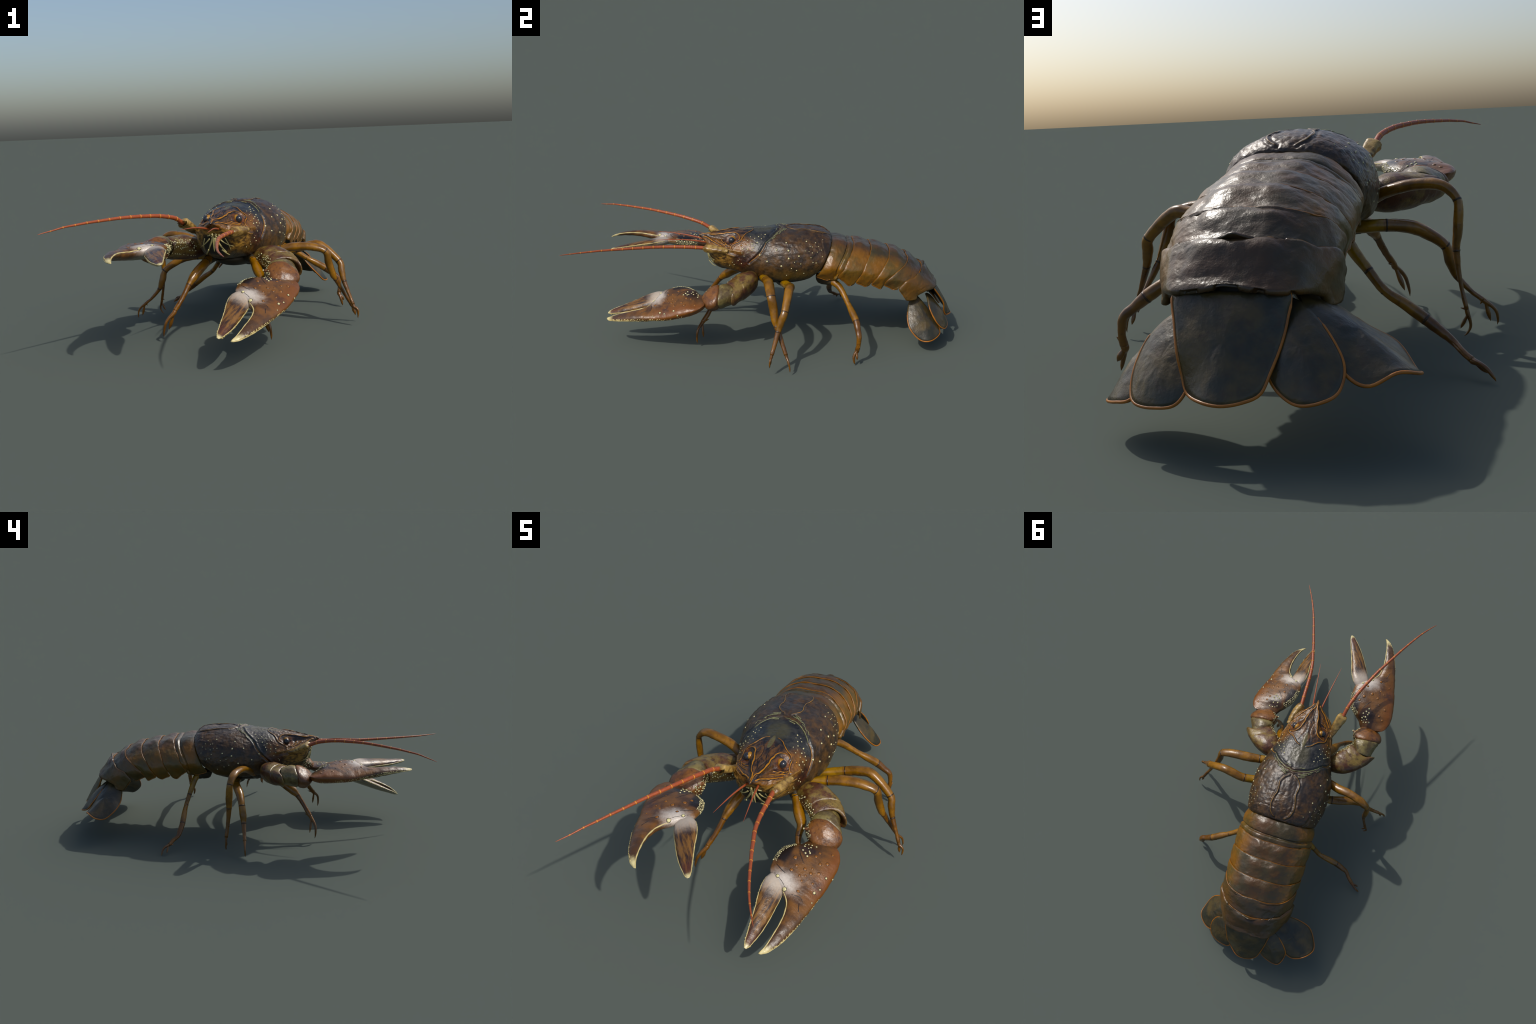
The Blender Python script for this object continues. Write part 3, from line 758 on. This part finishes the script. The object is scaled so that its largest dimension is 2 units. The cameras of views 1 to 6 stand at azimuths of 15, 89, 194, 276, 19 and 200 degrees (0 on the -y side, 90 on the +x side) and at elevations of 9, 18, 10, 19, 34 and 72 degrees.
# the same marks on the two arms: collar, shoulder; wrist seams, spike, palm joint
UP_P = [(.163, -.158, .346), (.313, -.149, .313), (.313, -.150, .271), (.227, -.163, .345), (.191, -.190, .325), (.161, -.026, .355), (.185, -.050, .300)]
UP_M = [(-.232, -.150, .428), (-.376, -.165, .405), (-.377, -.173, .376), (-.279, -.156, .413), (-.259, -.189, .425), (-.213, -.035, .379), (-.262, -.050, .348)]
LOW_P = [(.196, -.222, .320), (.316, -.224, .293), (.178, -.258, .306), (.215, -.292, .283), (.304, -.280, .267), (.190, -.190, .324)]
LOW_M = [(-.262, -.223, .430), (-.380, -.235, .411), (-.236, -.267, .410), (-.263, -.316, .397), (-.380, -.312, .394), (-.259, -.189, .425)]
to_upper = rigid(mirror(UP_P), UP_M)
to_lower = rigid(mirror(LOW_P), LOW_M)

def ring_loft(rings, name, mats, parent, amp=.0016, per=8, closed=True):
    Gd = catmull(V(rings), per)
    Gd = np.swapaxes(catmull(np.swapaxes(Gd, 0, 1), 7, closed=True), 0, 1)
    R, C = Gd.shape[:2]
    v = Gd.reshape(-1, 3)
    f = grid_faces(R, C, True).tolist() + [tuple(range(C)), tuple((R - 1) * C + i for i in range(C))]
    n, f = normals_of(v, f)
    v = v + n * (amp * fnoise(v, 36, 8.0) + amp * .6 * fnoise(v, 110, 3.0))[:, None]
    return make(name, v, f, mats, parent=parent)

def build_arm(side, mats):
    up = (lambda r: V(r)) if side > 0 else (lambda r: to_upper(mirror(V(r)).reshape(-1, 3)).reshape(V(r).shape))
    lo = (lambda r: V(r)) if side > 0 else (lambda r: to_lower(mirror(V(r)).reshape(-1, 3)).reshape(V(r).shape))
    arm = ring_loft(up(UPPER_ARM), "pincer_arm", mats[0], ROOT)
    ring_loft(lo(WRIST_RING), "wrist_ring", mats[1], arm)
    wrist = ring_loft(lo(WRIST), "wrist", mats[2], arm)
    if side > 0:
        claw = build_claw(CLAW_P, arm, mats[3:], 0, 0, (0, 0, 0))
    else:
        claw = build_claw(CLAW_M, arm, mats[3:], math.radians(24), math.radians(7.5), (0, .010, -.003))
    return arm, claw

# ------------------------------------------------------------------ feelers and eyes
FEELER_P = [(.056, -.290, .474), (.058, -.320, .477), (.060, -.370, .479), (.062, -.430, .480), (.066, -.490, .480), (.075, -.550, .480), (.090, -.606, .480), (.105, -.662, .480), (.122, -.717, .480), (.138, -.770, .480), (.155, -.820, .480), (.174, -.870, .479), (.195, -.917, .479), (.220, -.967, .479), (.234, -.993, .479)]
FEELER_M = [(-.168, -.280, .514), (-.172, -.292, .521), (-.182, -.335, .541), (-.200, -.390, .554), (-.222, -.445, .563), (-.247, -.499, .568), (-.272, -.553, .572), (-.300, -.605, .574), (-.327, -.655, .574), (-.354, -.705, .573), (-.380, -.751, .572), (-.407, -.797, .569), (-.433, -.839, .566), (-.461, -.880, .558), (-.482, -.908, .553), (-.496, -.925, .549)]

def build_feeler(path, name, r0, mats, banded=True, n_bands=13, taper=.52):
    P = resample(catmull(V(path), 10), 200)
    t = np.linspace(0, 1, 200)
    r = r0 * (1 - t) ** taper + .0003
    bumps = 1 + .03 * np.cos(t * math.tau * 60)
    v, f = tube_geo(P, r * bumps, up=(0, .1, 1), nseg=10, smooth_path=False)
    mi = np.zeros(len(f), int)
    B = Bag()
    B.add(v, f)
    if banded:
        pos = (np.arange(1, n_bands + 1) / (n_bands + 1)) ** .97
        for q in pos:
            i = int(q * 199)
            d = unit(P[min(i + 1, 199)] - P[i - 1])
            w = .0016
            rr = r[i] * 1.09
            rv, rf = tube_geo([P[i] - d * w * 1.5, P[i] - d * w, P[i] + d * w, P[i] + d * w * 1.5], [rr * .9, rr, rr, rr * .9], up=(0, .1, 1), nseg=10, smooth_path=False)
            B.add(rv, rf, 1)
    return B.make(name, mats)

# ------------------------------------------------------------------ small raised pieces laid on a surface
def tree_of(objs):
    vs, fs, n = [], [], 0
    for o in objs:
        m = o.matrix_world
        vs += [m @ v.co for v in o.data.vertices]
        fs += [[i + n for i in p.vertices] for p in o.data.polygons]
        n = len(vs)
    return BVHTree.FromPolygons(vs, fs)

def bead(B, p, n, r, h=.55, halo=1.45, mats=(0, 1), long=None):
    """a low dome with a dark ring round its foot"""
    p, n = V(p), unit(V(n))
    a = unit(np.cross(n, V([.3, .9, .2]) if long is None else long)); b = np.cross(n, a)
    st = 1.0 if long is None else 1.35
    th = np.arange(10) / 10 * math.tau
    prof = [(1.0, -.25), (.98, .10), (.80, .55), (.45, .88)]
    v = [p + a * (r * q * c) + b * (r * q * s * st) + n * (r * h * z) for q, z in prof for c, s in zip(np.cos(th), np.sin(th))] + [p + n * r * h]
    f = grid_faces(4, 10, True).tolist() + [(40, 30 + i, 30 + (i + 1) % 10) for i in range(10)]
    B.add(v, f, mats[0])
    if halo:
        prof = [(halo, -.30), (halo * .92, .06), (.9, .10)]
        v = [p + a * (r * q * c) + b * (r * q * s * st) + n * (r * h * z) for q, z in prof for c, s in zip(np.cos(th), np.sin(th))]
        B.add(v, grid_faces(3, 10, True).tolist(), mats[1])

def ridge_line(B, line, r, bvh, mat=0, dark=None, lift=.0, both=True, taper=True, flat=.7):
    """a raised line following the surface, with a dark border, on both sides of the body"""
    for side in ((1, -1) if both else (1,)):
        L = V(line) * V([side, 1, 1]) + V([X0, 0, 0]) if both else V(line)
        P = resample(catmull(L, 8), max(8, int(np.linalg.norm(np.diff(L, axis=0), axis=1).sum() / .004)))
        Q, N = [], []
        for p in P:
            loc, nr, _, _ = bvh.find_nearest(Vector(p))
            Q.append(loc); N.append(nr)
        Q, N = V(Q), V(N)
        for _ in range(2):
            N[1:-1] = unit(N[:-2] + N[1:-1] * 2 + N[2:]); Q[1:-1] = .25 * Q[:-2] + .5 * Q[1:-1] + .25 * Q[2:]
        k = len(Q)
        t = np.linspace(0, 1, k)
        w = r * (.35 + .65 * np.sin(math.pi * np.clip(t, .04, .96)) ** .5) * (1 + .18 * np.sin(t * 37 + r * 900)) if taper else np.full(k, r)
        v, f = tube_geo(Q + N * lift, w, w * flat, up=N, nseg=8, smooth_path=False)
        B.add(v, f, mat)
        if dark is not None:
            v, f = tube_geo(Q - N * r * .25, w * 1.9, w * flat * .75, up=N, nseg=8, smooth_path=False)
            B.add(v, f, dark)

# ------------------------------------------------------------------ assembly
cv_n, cf = normals_of(cv, cf)
# one smooth shell, cut along the groove into head and thorax
Fm = cv - V([X0, 0, 0])
gz = V([.30, .36, .390, .422, .451, .477, .502, .523, .537, .553, .565, .575])
gy = V([-.12, -.11, -.095, -.072, -.043, -.019, -.002, .010, .026, .050, .071, .092])
infront = Fm[:, 1] < np.interp(Fm[:, 2], gz, gy)
shell_bvh = BVHTree.FromPolygons([Vector(v) for v in cv], cf)
def shell_part(name, keep):
    faces = [f for f in cf if (sum(bool(infront[i]) for i in f) * 2 > len(f)) == keep]
    used = sorted({i for f in faces for i in f})
    back = {i: k for k, i in enumerate(used)}
    me = bpy.data.meshes.new(name)
    me.from_pydata([tuple(cv[i]) for i in used], [], [tuple(back[i] for i in f) for f in faces])
    me.materials.append(M_THORAX)
    me.polygons.foreach_set("use_smooth", [True] * len(me.polygons))
    me.normals_split_custom_set_from_vertices([tuple(cv_n[i]) for i in used])
    o = bpy.data.objects.new(name, me)
    bpy.context.scene.collection.objects.link(o)
    o.parent = ROOT
    return o
head, thorax = shell_part("head", True), shell_part("thorax", False)

abdomen = build_abdomen(M_PLATE, M_CORE)
tail = fan_plate("tail", TELSON, (-.030, .935, .205), .010, (M_FAN, M_RIM), ROOT, rim_span=(.13, .87))
for key in UROPODS:
    out, cen, dome = UROPODS[key]
    fan_plate("tail_fin", out, cen, dome, (M_FAN, M_RIM), tail)
legs = [build_leg(L, M_LEG) for L in LEGS]
arms = [build_arm(s, (M_ARM, M_RING, M_WRIST, M_PALM, M_FINGER)) for s in (1, -1)]

fp = build_feeler(FEELER_P, "feeler", .0095, (M_FEEL, M_BAND))
fm = build_feeler(FEELER_M, "feeler", .0095, (M_FEEL, M_BAND))
def socket(path, w, h, parent, up):
    v, f = tube_geo(path, w, h, up=up, nseg=24, per=10, power=3.2)
    n, f = normals_of(v, f)
    v = v + n * (.0024 * fnoise(v, 60, 2.0))[:, None]
    make("feeler_base", v, f, M_SOCK, parent=parent)
socket([(.090, -.180, .470), (.083, -.215, .472), (.073, -.255, .474), (.061, -.286, .474), (.058, -.293, .474), (.059, -.288, .474)], [.010, .016, .019, .019, .017, .012], [.010, .016, .019, .018, .016, .011], fp, (.6, 0, .8))
socket([(-.128, -.170, .462), (-.142, -.205, .474), (-.152, -.240, .492), (-.164, -.272, .511), (-.168, -.281, .516), (-.166, -.277, .513)], [.014, .018, .022, .026, .025, .017], [.012, .014, .016, .018, .017, .011], fm, (-.3, 0, .9))
for sgn, tip in ((1, (.029, -.543, .504)), (-1, (-.085, -.548, .516))):
    a = V([X0 + sgn * .021, -.292, .487]); b = V(tip)
    build_feeler([a, a * .75 + b * .25 + V([0, 0, .006]), .5 * (a + b) + V([0, 0, .008]), a * .2 + b * .8 + V([0, 0, .004]), b], "short_feeler", .0045, (M_FEEL, M_BAND), False, taper=.8)

def ball(c, r, n=24):
    th = np.linspace(0, math.pi, n // 2 + 1)
    ph = np.arange(n) / n * math.tau
    v = V(c) + V(r) * np.stack([np.outer(np.sin(th), np.cos(ph)), np.outer(np.sin(th), np.sin(ph)), np.outer(np.cos(th), np.ones(n))], -1).reshape(-1, 3)
    return v, grid_faces(n // 2 + 1, n, True).tolist()
for sgn in (1, -1):
    c = V([X0 + sgn * .0735, -.1625, .516])
    v, f = ball(c, .0165, 32)
    e = make("eye", v, f, M_EYE, parent=head)
    v, f = ball(c + V([-sgn * .0100, .004, .001]), (.0150, .0175, .0185), 24)
    make("eye_stalk", v + .0012 * fnoise(v, 160, 3)[:, None], f, M_STALK, parent=e)
bpy.context.view_layer.update()

# ridges and grooves of the head and back
R = Bag()
ridge_line(R, ORBIT, .0034, shell_bvh, 0, 3)
ridge_line(R, BROW, .0036, shell_bvh, 0, 3)
ridge_line(R, MASK, .0022, shell_bvh, 0, 3)
ridge_line(R, LOOP, .0020, shell_bvh, 0, 3)
for c in CHEEK: ridge_line(R, c, .0020, shell_bvh, 0, 3)
for c in SCALE: ridge_line(R, c, .0036, shell_bvh, 2)
ridge_line(R, WAVY, .0016, shell_bvh, 3)
R.make("face_ridge", [M_RIDGE, M_RIDGE_PALE, M_RIDGE_TAN, M_DARK], parent=head, kind="stuff")
R = Bag()
ridge_line(R, GROOVE[:6], .0020, shell_bvh, 1, 3)
ridge_line(R, GROOVE[5:], .0018, shell_bvh, 0, 3)
ridge_line(R, HEART, .0022, shell_bvh, 2, 3)
for c in STRIAE: ridge_line(R, c, .0020, shell_bvh, 1, 3)
R.make("back_ridge", [M_RIDGE, M_RIDGE_PALE, M_RIDGE_TAN, M_DARK], parent=thorax, kind="stuff")

# pale beads on the shell: (half width, y, z, radius in mm)
BEADS_BACK = [(.157, -.020, .468, 4.6), (.175, .018, .440, 4.0), (.168, .062, .500, 3.9), (.148, .111, .533, 4.2), (.180, .123, .501, 5.2), (.190, .125, .463, 4.8), (.194, .089, .424, 4.6), (.135, .212, .536, 3.8), (.189, .175, .476, 4.4), (.175, .205, .499, 2.6),
              (.175, .242, .490, 2.8), (.185, .235, .468, 2.8), (.189, .246, .444, 2.8), (.186, .262, .441, 2.8), (.168, .267, .492, 2.2), (.158, .287, .500, 2.6), (.150, .272, .515, 2.2), (.157, .242, .516, 2.4), (.157, .231, .518, 2.2), (.136, .258, .531, 2.6),
              (.172, .293, .470, 2.4), (.197, .154, .446, 2.4), (.197, .185, .438, 2.6), (.200, .139, .414, 2.8), (.199, .165, .404, 3.0), (.193, .202, .388, 2.8), (.193, .116, .376, 2.8), (.175, .225, .496, 2.0), (.113, .295, .540, 2.0)]
BEADS_HEAD = [(.078, .006, .550, 3.4), (.090, -.027, .542, 3.2), (.098, -.046, .536, 2.8), (.104, -.013, .538, 2.6), (.095, .000, .544, 1.9), (.079, -.014, .550, 1.7), (.085, -.068, .540, 2.2), (.120, -.034, .522, 3.6), (.120, -.059, .514, 3.4), (.133, -.053, .498, 3.2),
              (.132, -.081, .489, 3.6), (.127, -.044, .508, 2.0), (.101, -.082, .526, 2.4), (.120, -.080, .508, 2.6), (.102, -.065, .529, 1.7), (.125, -.107, .489, 3.4), (.139, -.059, .485, 2.8), (.138, -.079, .475, 2.4), (.132, -.109, .469, 2.4), (.139, -.098, .454, 2.4),
              (.132, -.128, .428, 3.0), (.136, -.112, .413, 2.8), (.120, -.148, .402, 2.8), (.120, -.157, .414, 2.0), (.106, -.171, .393, 2.8), (.134, -.122, .436, 1.5)]
def shell_beads(name, beads, parent, mats):
    B = Bag()
    for side in (1, -1):
        for h, y, z, r in beads:
            loc, nr, _, _ = shell_bvh.find_nearest(Vector((X0 + side * h, y, z)))
            bead(B, loc, nr, r * .001, .6, 1.5)
    B.make(name, mats, parent=parent, kind="stuff")
shell_beads("shell_bead", BEADS_BACK, thorax, [M_BEAD, M_HALO])
shell_beads("shell_bead", BEADS_HEAD, head, [M_BEAD, M_HALO])
shell_beads("cheek_bead", [(.115, -.113, .503, 4.0)], head, [M_RIDGE, M_HALO])

# mouthparts
B = Bag()
for side in (1, -1):
    for line, r in (([(.005, -.290, .456), (.012, -.288, .438), (.022, -.282, .418), (.034, -.268, .396), (.042, -.258, .384)], .0052), ([(.002, -.292, .450), (.004, -.290, .430), (.005, -.286, .408), (.006, -.278, .390)], .0046),
                    ([(.022, -.288, .446), (.036, -.283, .432), (.054, -.270, .418), (.072, -.250, .408)], .0032), ([(.018, -.290, .462), (.032, -.284, .458), (.050, -.272, .452)], .0034), ([(.030, -.284, .398), (.046, -.262, .378), (.052, -.244, .370)], .0034),
                    ([(.010, -.292, .468), (.006, -.294, .460), (.014, -.292, .454)], .0050), ([(.046, -.282, .446), (.056, -.270, .420), (.060, -.252, .392)], .0026)):
        L = V(line) * V([side, 1, 1]) + V([X0, 0, 0])
        k = len(L)
        v, f = tube_geo(L, np.full(k, r) * np.linspace(1, .45, k), np.full(k, r * .6) * np.linspace(1, .5, k), up=(0, -1, .2), nseg=10, per=6)
        B.add(v, f)
B.make("mouthpart", [M_MOUTH], parent=head)

# roots of the legs under the thorax
B = Bag()
for L in LEGS:
    p = V(L["path"])[:2, :3]
    v, f = tube_geo([p[0] + V([0, 0, .02]), p[0], .5 * (p[0] + p[1]), p[1]], [.030, .028, .024, .019], [.030, .028, .024, .020], up=(0, 1, .2), nseg=16, per=6)
    B.add(v + .002 * fnoise(v, 60, 2)[:, None], f)
v, f = ball((X0, .08, .325), (.105, .19, .045), 32)
B.add(v, f)
B.make("leg_root", [plain("underside_skin", (52, 42, 26), .5)], parent=thorax)

# orange front edges and lower rims of the abdomen plates, pale struts of the tail joint
for k, o in enumerate(plates):
    B = Bag()
    a = half_to_full([RIDGES[k]])[0]
    bvh = tree_of([o])
    tip = V(TIPS[k])
    if k:
        ridge_line(B, catmull(a, 4), .0026, bvh, both=False, taper=False, flat=.6)
    for side in (1, -1):
        fr, re = V(RIDGES[k][-1]), V(RIDGES[k + 1][-1])
        low = [fr * .5 + V(RIDGES[k][-2]) * .5, fr, .5 * (fr + tip), tip, .6 * tip + .4 * V([re[0], re[1] - .01, .5 * (re[2] + tip[2])])]
        L = V(low) * V([side, 1, 1]); L[:, 0] += X0 - .004 * np.clip((L[:, 1] - .35) / .5, 0, 1)
        ridge_line(B, L, .0030, bvh, both=False, flat=.7)
    B.make("plate_edge", [M_EDGE], parent=abdomen, kind="stuff")
B = Bag()
for x in (.018, -.086):
    v, f = tube_geo([(x, .862, .300), (x, .876, .290), (x - .004, .890, .272)], [.006, .005, .007], [.006, .005, .006], nseg=10, per=6)
    B.add(v, f)
B.make("tail_joint", [M_MOUTH], parent=tail)

# ------------------------------------------------------------------ beads, teeth and pale edges of the pincers
def on(o, p, up=True):
    """nearest point of an object's surface, in the object's own frame"""
    ok, loc, nr, _ = o.closest_point_on_mesh(Vector(p))
    return V(loc), V(nr)

CREAM_P = [(.133, -.070, .050, 4.6), (.114, -.085, .029, 3.8), (.185, -.073, .046, 3.6), (.209, -.060, .045, 5.4), (.246, -.072, .044, 2.8), (.038, .061, .008, 3.4), (.054, .062, .021, 4.4), (.030, .051, .009, 3.0), (.027, .039, .014, 3.6), (.026, .022, .021, 3.8), (.047, .039, .026, 4.0), (.059, .046, .030, 2.8), (.079, .061, .031, 4.0), (.070, .038, .036, 3.0), (.087, .047, .036, 4.4), (.077, .033, .039, 4.2), (.097, .036, .042, 4.2)]
BROWN_P = [(.129, .071, .036, 7.5), (.156, .051, .040, 5.4), (.182, .058, .036, 6.6), (.150, .017, .044, 6.4), (.154, -.010, .047, 6.2), (.132, -.006, .047, 4.4), (.077, .006, .044, 6.2), (.053, -.001, .040, 6.0), (.099, -.022, .048, 6.4), (.081, -.045, .050, 6.2), (.028, -.047, .040, 6.0), (.137, -.036, .050, 6.2), (.186, .021, .040, 4.8), (.173, .002, .045, 4.0), (.199, .004, .042, 4.0), (.242, -.005, .040, 6.0), (.184, -.036, .048, 4.4)]
CREAM_M = [(.090, .038, .039, 4.0), (.074, .049, .033, 4.4), (.068, .035, .036, 4.0), (.063, .062, .024, 4.0), (.058, .039, .032, 3.6), (.045, .047, .022, 5.2), (.040, .062, .010, 4.8), (.029, .060, .001, 3.0), (.021, .050, .002, 3.6), (.021, .038, .010, 4.2), (.022, .023, .018, 4.4), (.036, .038, .018, 3.2), (.032, .050, .010, 2.4), (.050, .055, .016, 2.6)]
BROWN_M = [(.155, .075, .034, 8.0), (.177, .034, .042, 7.6), (.157, .002, .046, 6.4), (.255, -.004, .040, 7.0), (.184, -.029, .048, 4.4), (.201, -.010, .044, 4.6), (.132, .095, .026, 6.4), (.214, .062, .034, 5.6), (.229, -.055, .046, 4.4), (.060, -.020, .044, 6.0), (.100, -.045, .050, 6.2), (.040, -.040, .044, 6.0), (.120, -.010, .047, 4.6)]
WHITE = [(.230, .088, .020, 6.2), (.261, .042, .024, 8.0)]

for (arm, (palm, finger)), cream, brown, seed in zip(arms, (CREAM_P, CREAM_M), (BROWN_P, BROWN_M), (3, 4)):
    rs = np.random.RandomState(seed)
    B = Bag()
    for x, y, z, r in cream:
        p, n = on(palm, (x, y, z)); bead(B, p, n, r * .001, .6, 1.45)
    # crowded beads on the swollen inner side
    placed = []
    for _ in range(900):
        x = rs.uniform(.055, .175); s = rs.uniform(-.6, .75)
        inner = np.interp(x, V(PALM)[:, 0], V(PALM)[:, 2])
        p, n = on(palm, (x, inner + .004 - .02 * abs(s) ** 2, -.010 + .030 * s))
        r = rs.choice([.0018, .0024, .0032, .0044], p=[.4, .3, .2, .1])
        if all(np.linalg.norm(p - q) > (r + rq) * 1.12 for q, rq in placed):
            placed.append((p, r)); bead(B, p, n, r, .65, 1.35)
    # grains along the outer edge and below it
    for _ in range(240):
        x = rs.beta(1.6, 1.3) * .47 + .03
        outer = np.interp(x, V(PALM)[:, 0], V(PALM)[:, 1])
        zt, zb = np.interp(x, V(PALM)[:, 0], V(PALM)[:, 3]), np.interp(x, V(PALM)[:, 0], V(PALM)[:, 4])
        p, n = on(palm, (x, outer, .5 * (zt + zb) + .010 + rs.uniform(-.9, .15) * (zt - zb) * .5))
        bead(B, p, n, rs.uniform(.0011, .0026), .5, 0, (2, 1))
    for x, y, z, r in brown:
        p, n = on(palm, (x, y, z)); bead(B, p, n, r * .001, .30, 1.25, (3, 1))
    for x, y, z, r in WHITE:
        p, n = on(palm, (x, y, z)); bead(B, p, n, r * .001, .5, 1.25, (0, 1))
    B.make("claw_bead", [M_BEAD, M_HALO, M_CREAM, M_BEAD_BROWN], parent=palm, kind="stuff")
    # dark creases: round the finger root and across the palm
    bvh = BVHTree.FromPolygons([v.co for v in palm.data.vertices], [list(p.vertices) for p in palm.data.polygons])
    B = Bag()
    for line, r in (([(.185, .123, .012), (.196, .104, .026), (.203, .085, .032), (.208, .066, .034)], .0020), ([(.268, .016, .03), (.262, -.007, .04), (.259, -.026, .044), (.270, -.040, .046)], .0018),
                    ([(.280, -.031, .044), (.295, -.036, .046), (.312, -.044, .046)], .0022), ([(.081, .073, .026), (.103, .062, .034), (.125, .041, .040), (.132, .030, .042)], .0022), ([(.222, .104, .012), (.232, .082, .020), (.244, .060, .026), (.262, .036, .028)], .0012)):
        ridge_line(B, line, r, bvh, both=False, lift=-r * .3, flat=.6)
    B.make("claw_crease", [M_DARK], parent=palm, kind="stuff")
    # pale cutting edges
    B = Bag()
    PL, FL = V(PALM), V(FINGER)
    def edge(st, col, dz, x0, x1, off=0.0):
        x = np.linspace(x0, x1, 24)
        return np.stack([x, np.interp(x, st[:, 0], st[:, col]) + off, .5 * (np.interp(x, st[:, 0], st[:, 3]) + np.interp(x, st[:, 0], st[:, 4])) + dz], 1)
    ridge_line(B, edge(PL, 2, .004, .268, .516), .0030, bvh, both=False, flat=.8)
    ridge_line(B, edge(PL, 1, .000, .330, .516), .0026, bvh, both=False, flat=.7)
    B.make("claw_edge", [M_CREAM], parent=palm, kind="stuff")
    fb = BVHTree.FromPolygons([v.co for v in finger.data.vertices], [list(p.vertices) for p in finger.data.polygons])
    B = Bag()
    ridge_line(B, edge(FL, 1, .002, .262, .520), .0030, fb, both=False, flat=.8)
    ridge_line(B, edge(FL, 2, .004, .250, .520), .0026, fb, both=False, flat=.7)
    for x in np.linspace(.268, .505, 19):                                   # teeth and beads
        for col, r, dz in ((1, .0042 if seed == 3 else .0028, -.004), (2, .0034 if seed == 3 else .002, .002)):
            y = np.interp(x, FL[:, 0], FL[:, col]); z = .5 * (np.interp(x, FL[:, 0], FL[:, 3]) + np.interp(x, FL[:, 0], FL[:, 4]))
            p, n = on(finger, (x + rs.uniform(-.002, .002), y, z + dz))
            bead(B, p, n, r * rs.uniform(.75, 1.2), .7, 0)
    B.make("claw_edge", [M_CREAM], parent=finger, kind="stuff")

# beads along the inner side of the arms, and the wrist spine
for arm, side in ((arms[0][0], 1), (arms[1][0], -1)):
    for part, rings, fix in [(arm, UPPER_ARM, to_upper)] + [(c, WRIST_RING if c.name.startswith("wrist_ring") else WRIST, to_lower) for c in arm.children if c.name.startswith("wrist")]:
        rs = np.random.RandomState(11)
        B = Bag()
        r8 = V(rings)
        lo = 1 if rings is UPPER_ARM else 0
        placed = []
        for _ in range(160):
            i = rs.uniform(lo, len(r8) - 2.3)
            a = int(i); t = i - a
            row = r8[a] * (1 - t) + r8[a + 1] * t
            s = rs.uniform(0, 1.25)
            p = row[7] * (1 - min(s, 1)) + row[0] * min(s, 1) if s <= 1 else row[0] * (1 - (s - 1)) + row[1] * (s - 1)
            if rs.rand() < .35: p = row[6] * .5 + row[7] * .5
            p = p if side > 0 else fix(mirror(p)[None])[0]
            q, n = on(part, p)
            r = rs.uniform(.0020, .0042)
            if all(np.linalg.norm(q - u) > (r + ru) * 1.15 for u, ru in placed):
                placed.append((q, r)); bead(B, q, n, r, .6, 1.5)
        B.make("arm_bead", [M_BEAD, M_HALO], parent=part, kind="stuff")
    tip, base = V([.176, -.262, .306]), V([.200, -.250, .300])
    if side < 0: tip, base = to_lower(mirror(V([tip, base])))
    v, f = tube_geo([base, .4 * base + .6 * tip, tip], [.012, .0075, .0022], nseg=12, per=6)
    B = Bag(); B.add(v, f, 0)
    bead(B, tip, tip - base, .0042, .9, 0, (1, 0))
    B.make("wrist_spine", [M_WRIST, M_BEAD], parent=arm)

# the object as a whole stands on z = 0 and is centred
bpy.context.view_layer.update()

ROOT.location.x = -.0015
bpy.context.view_layer.update()
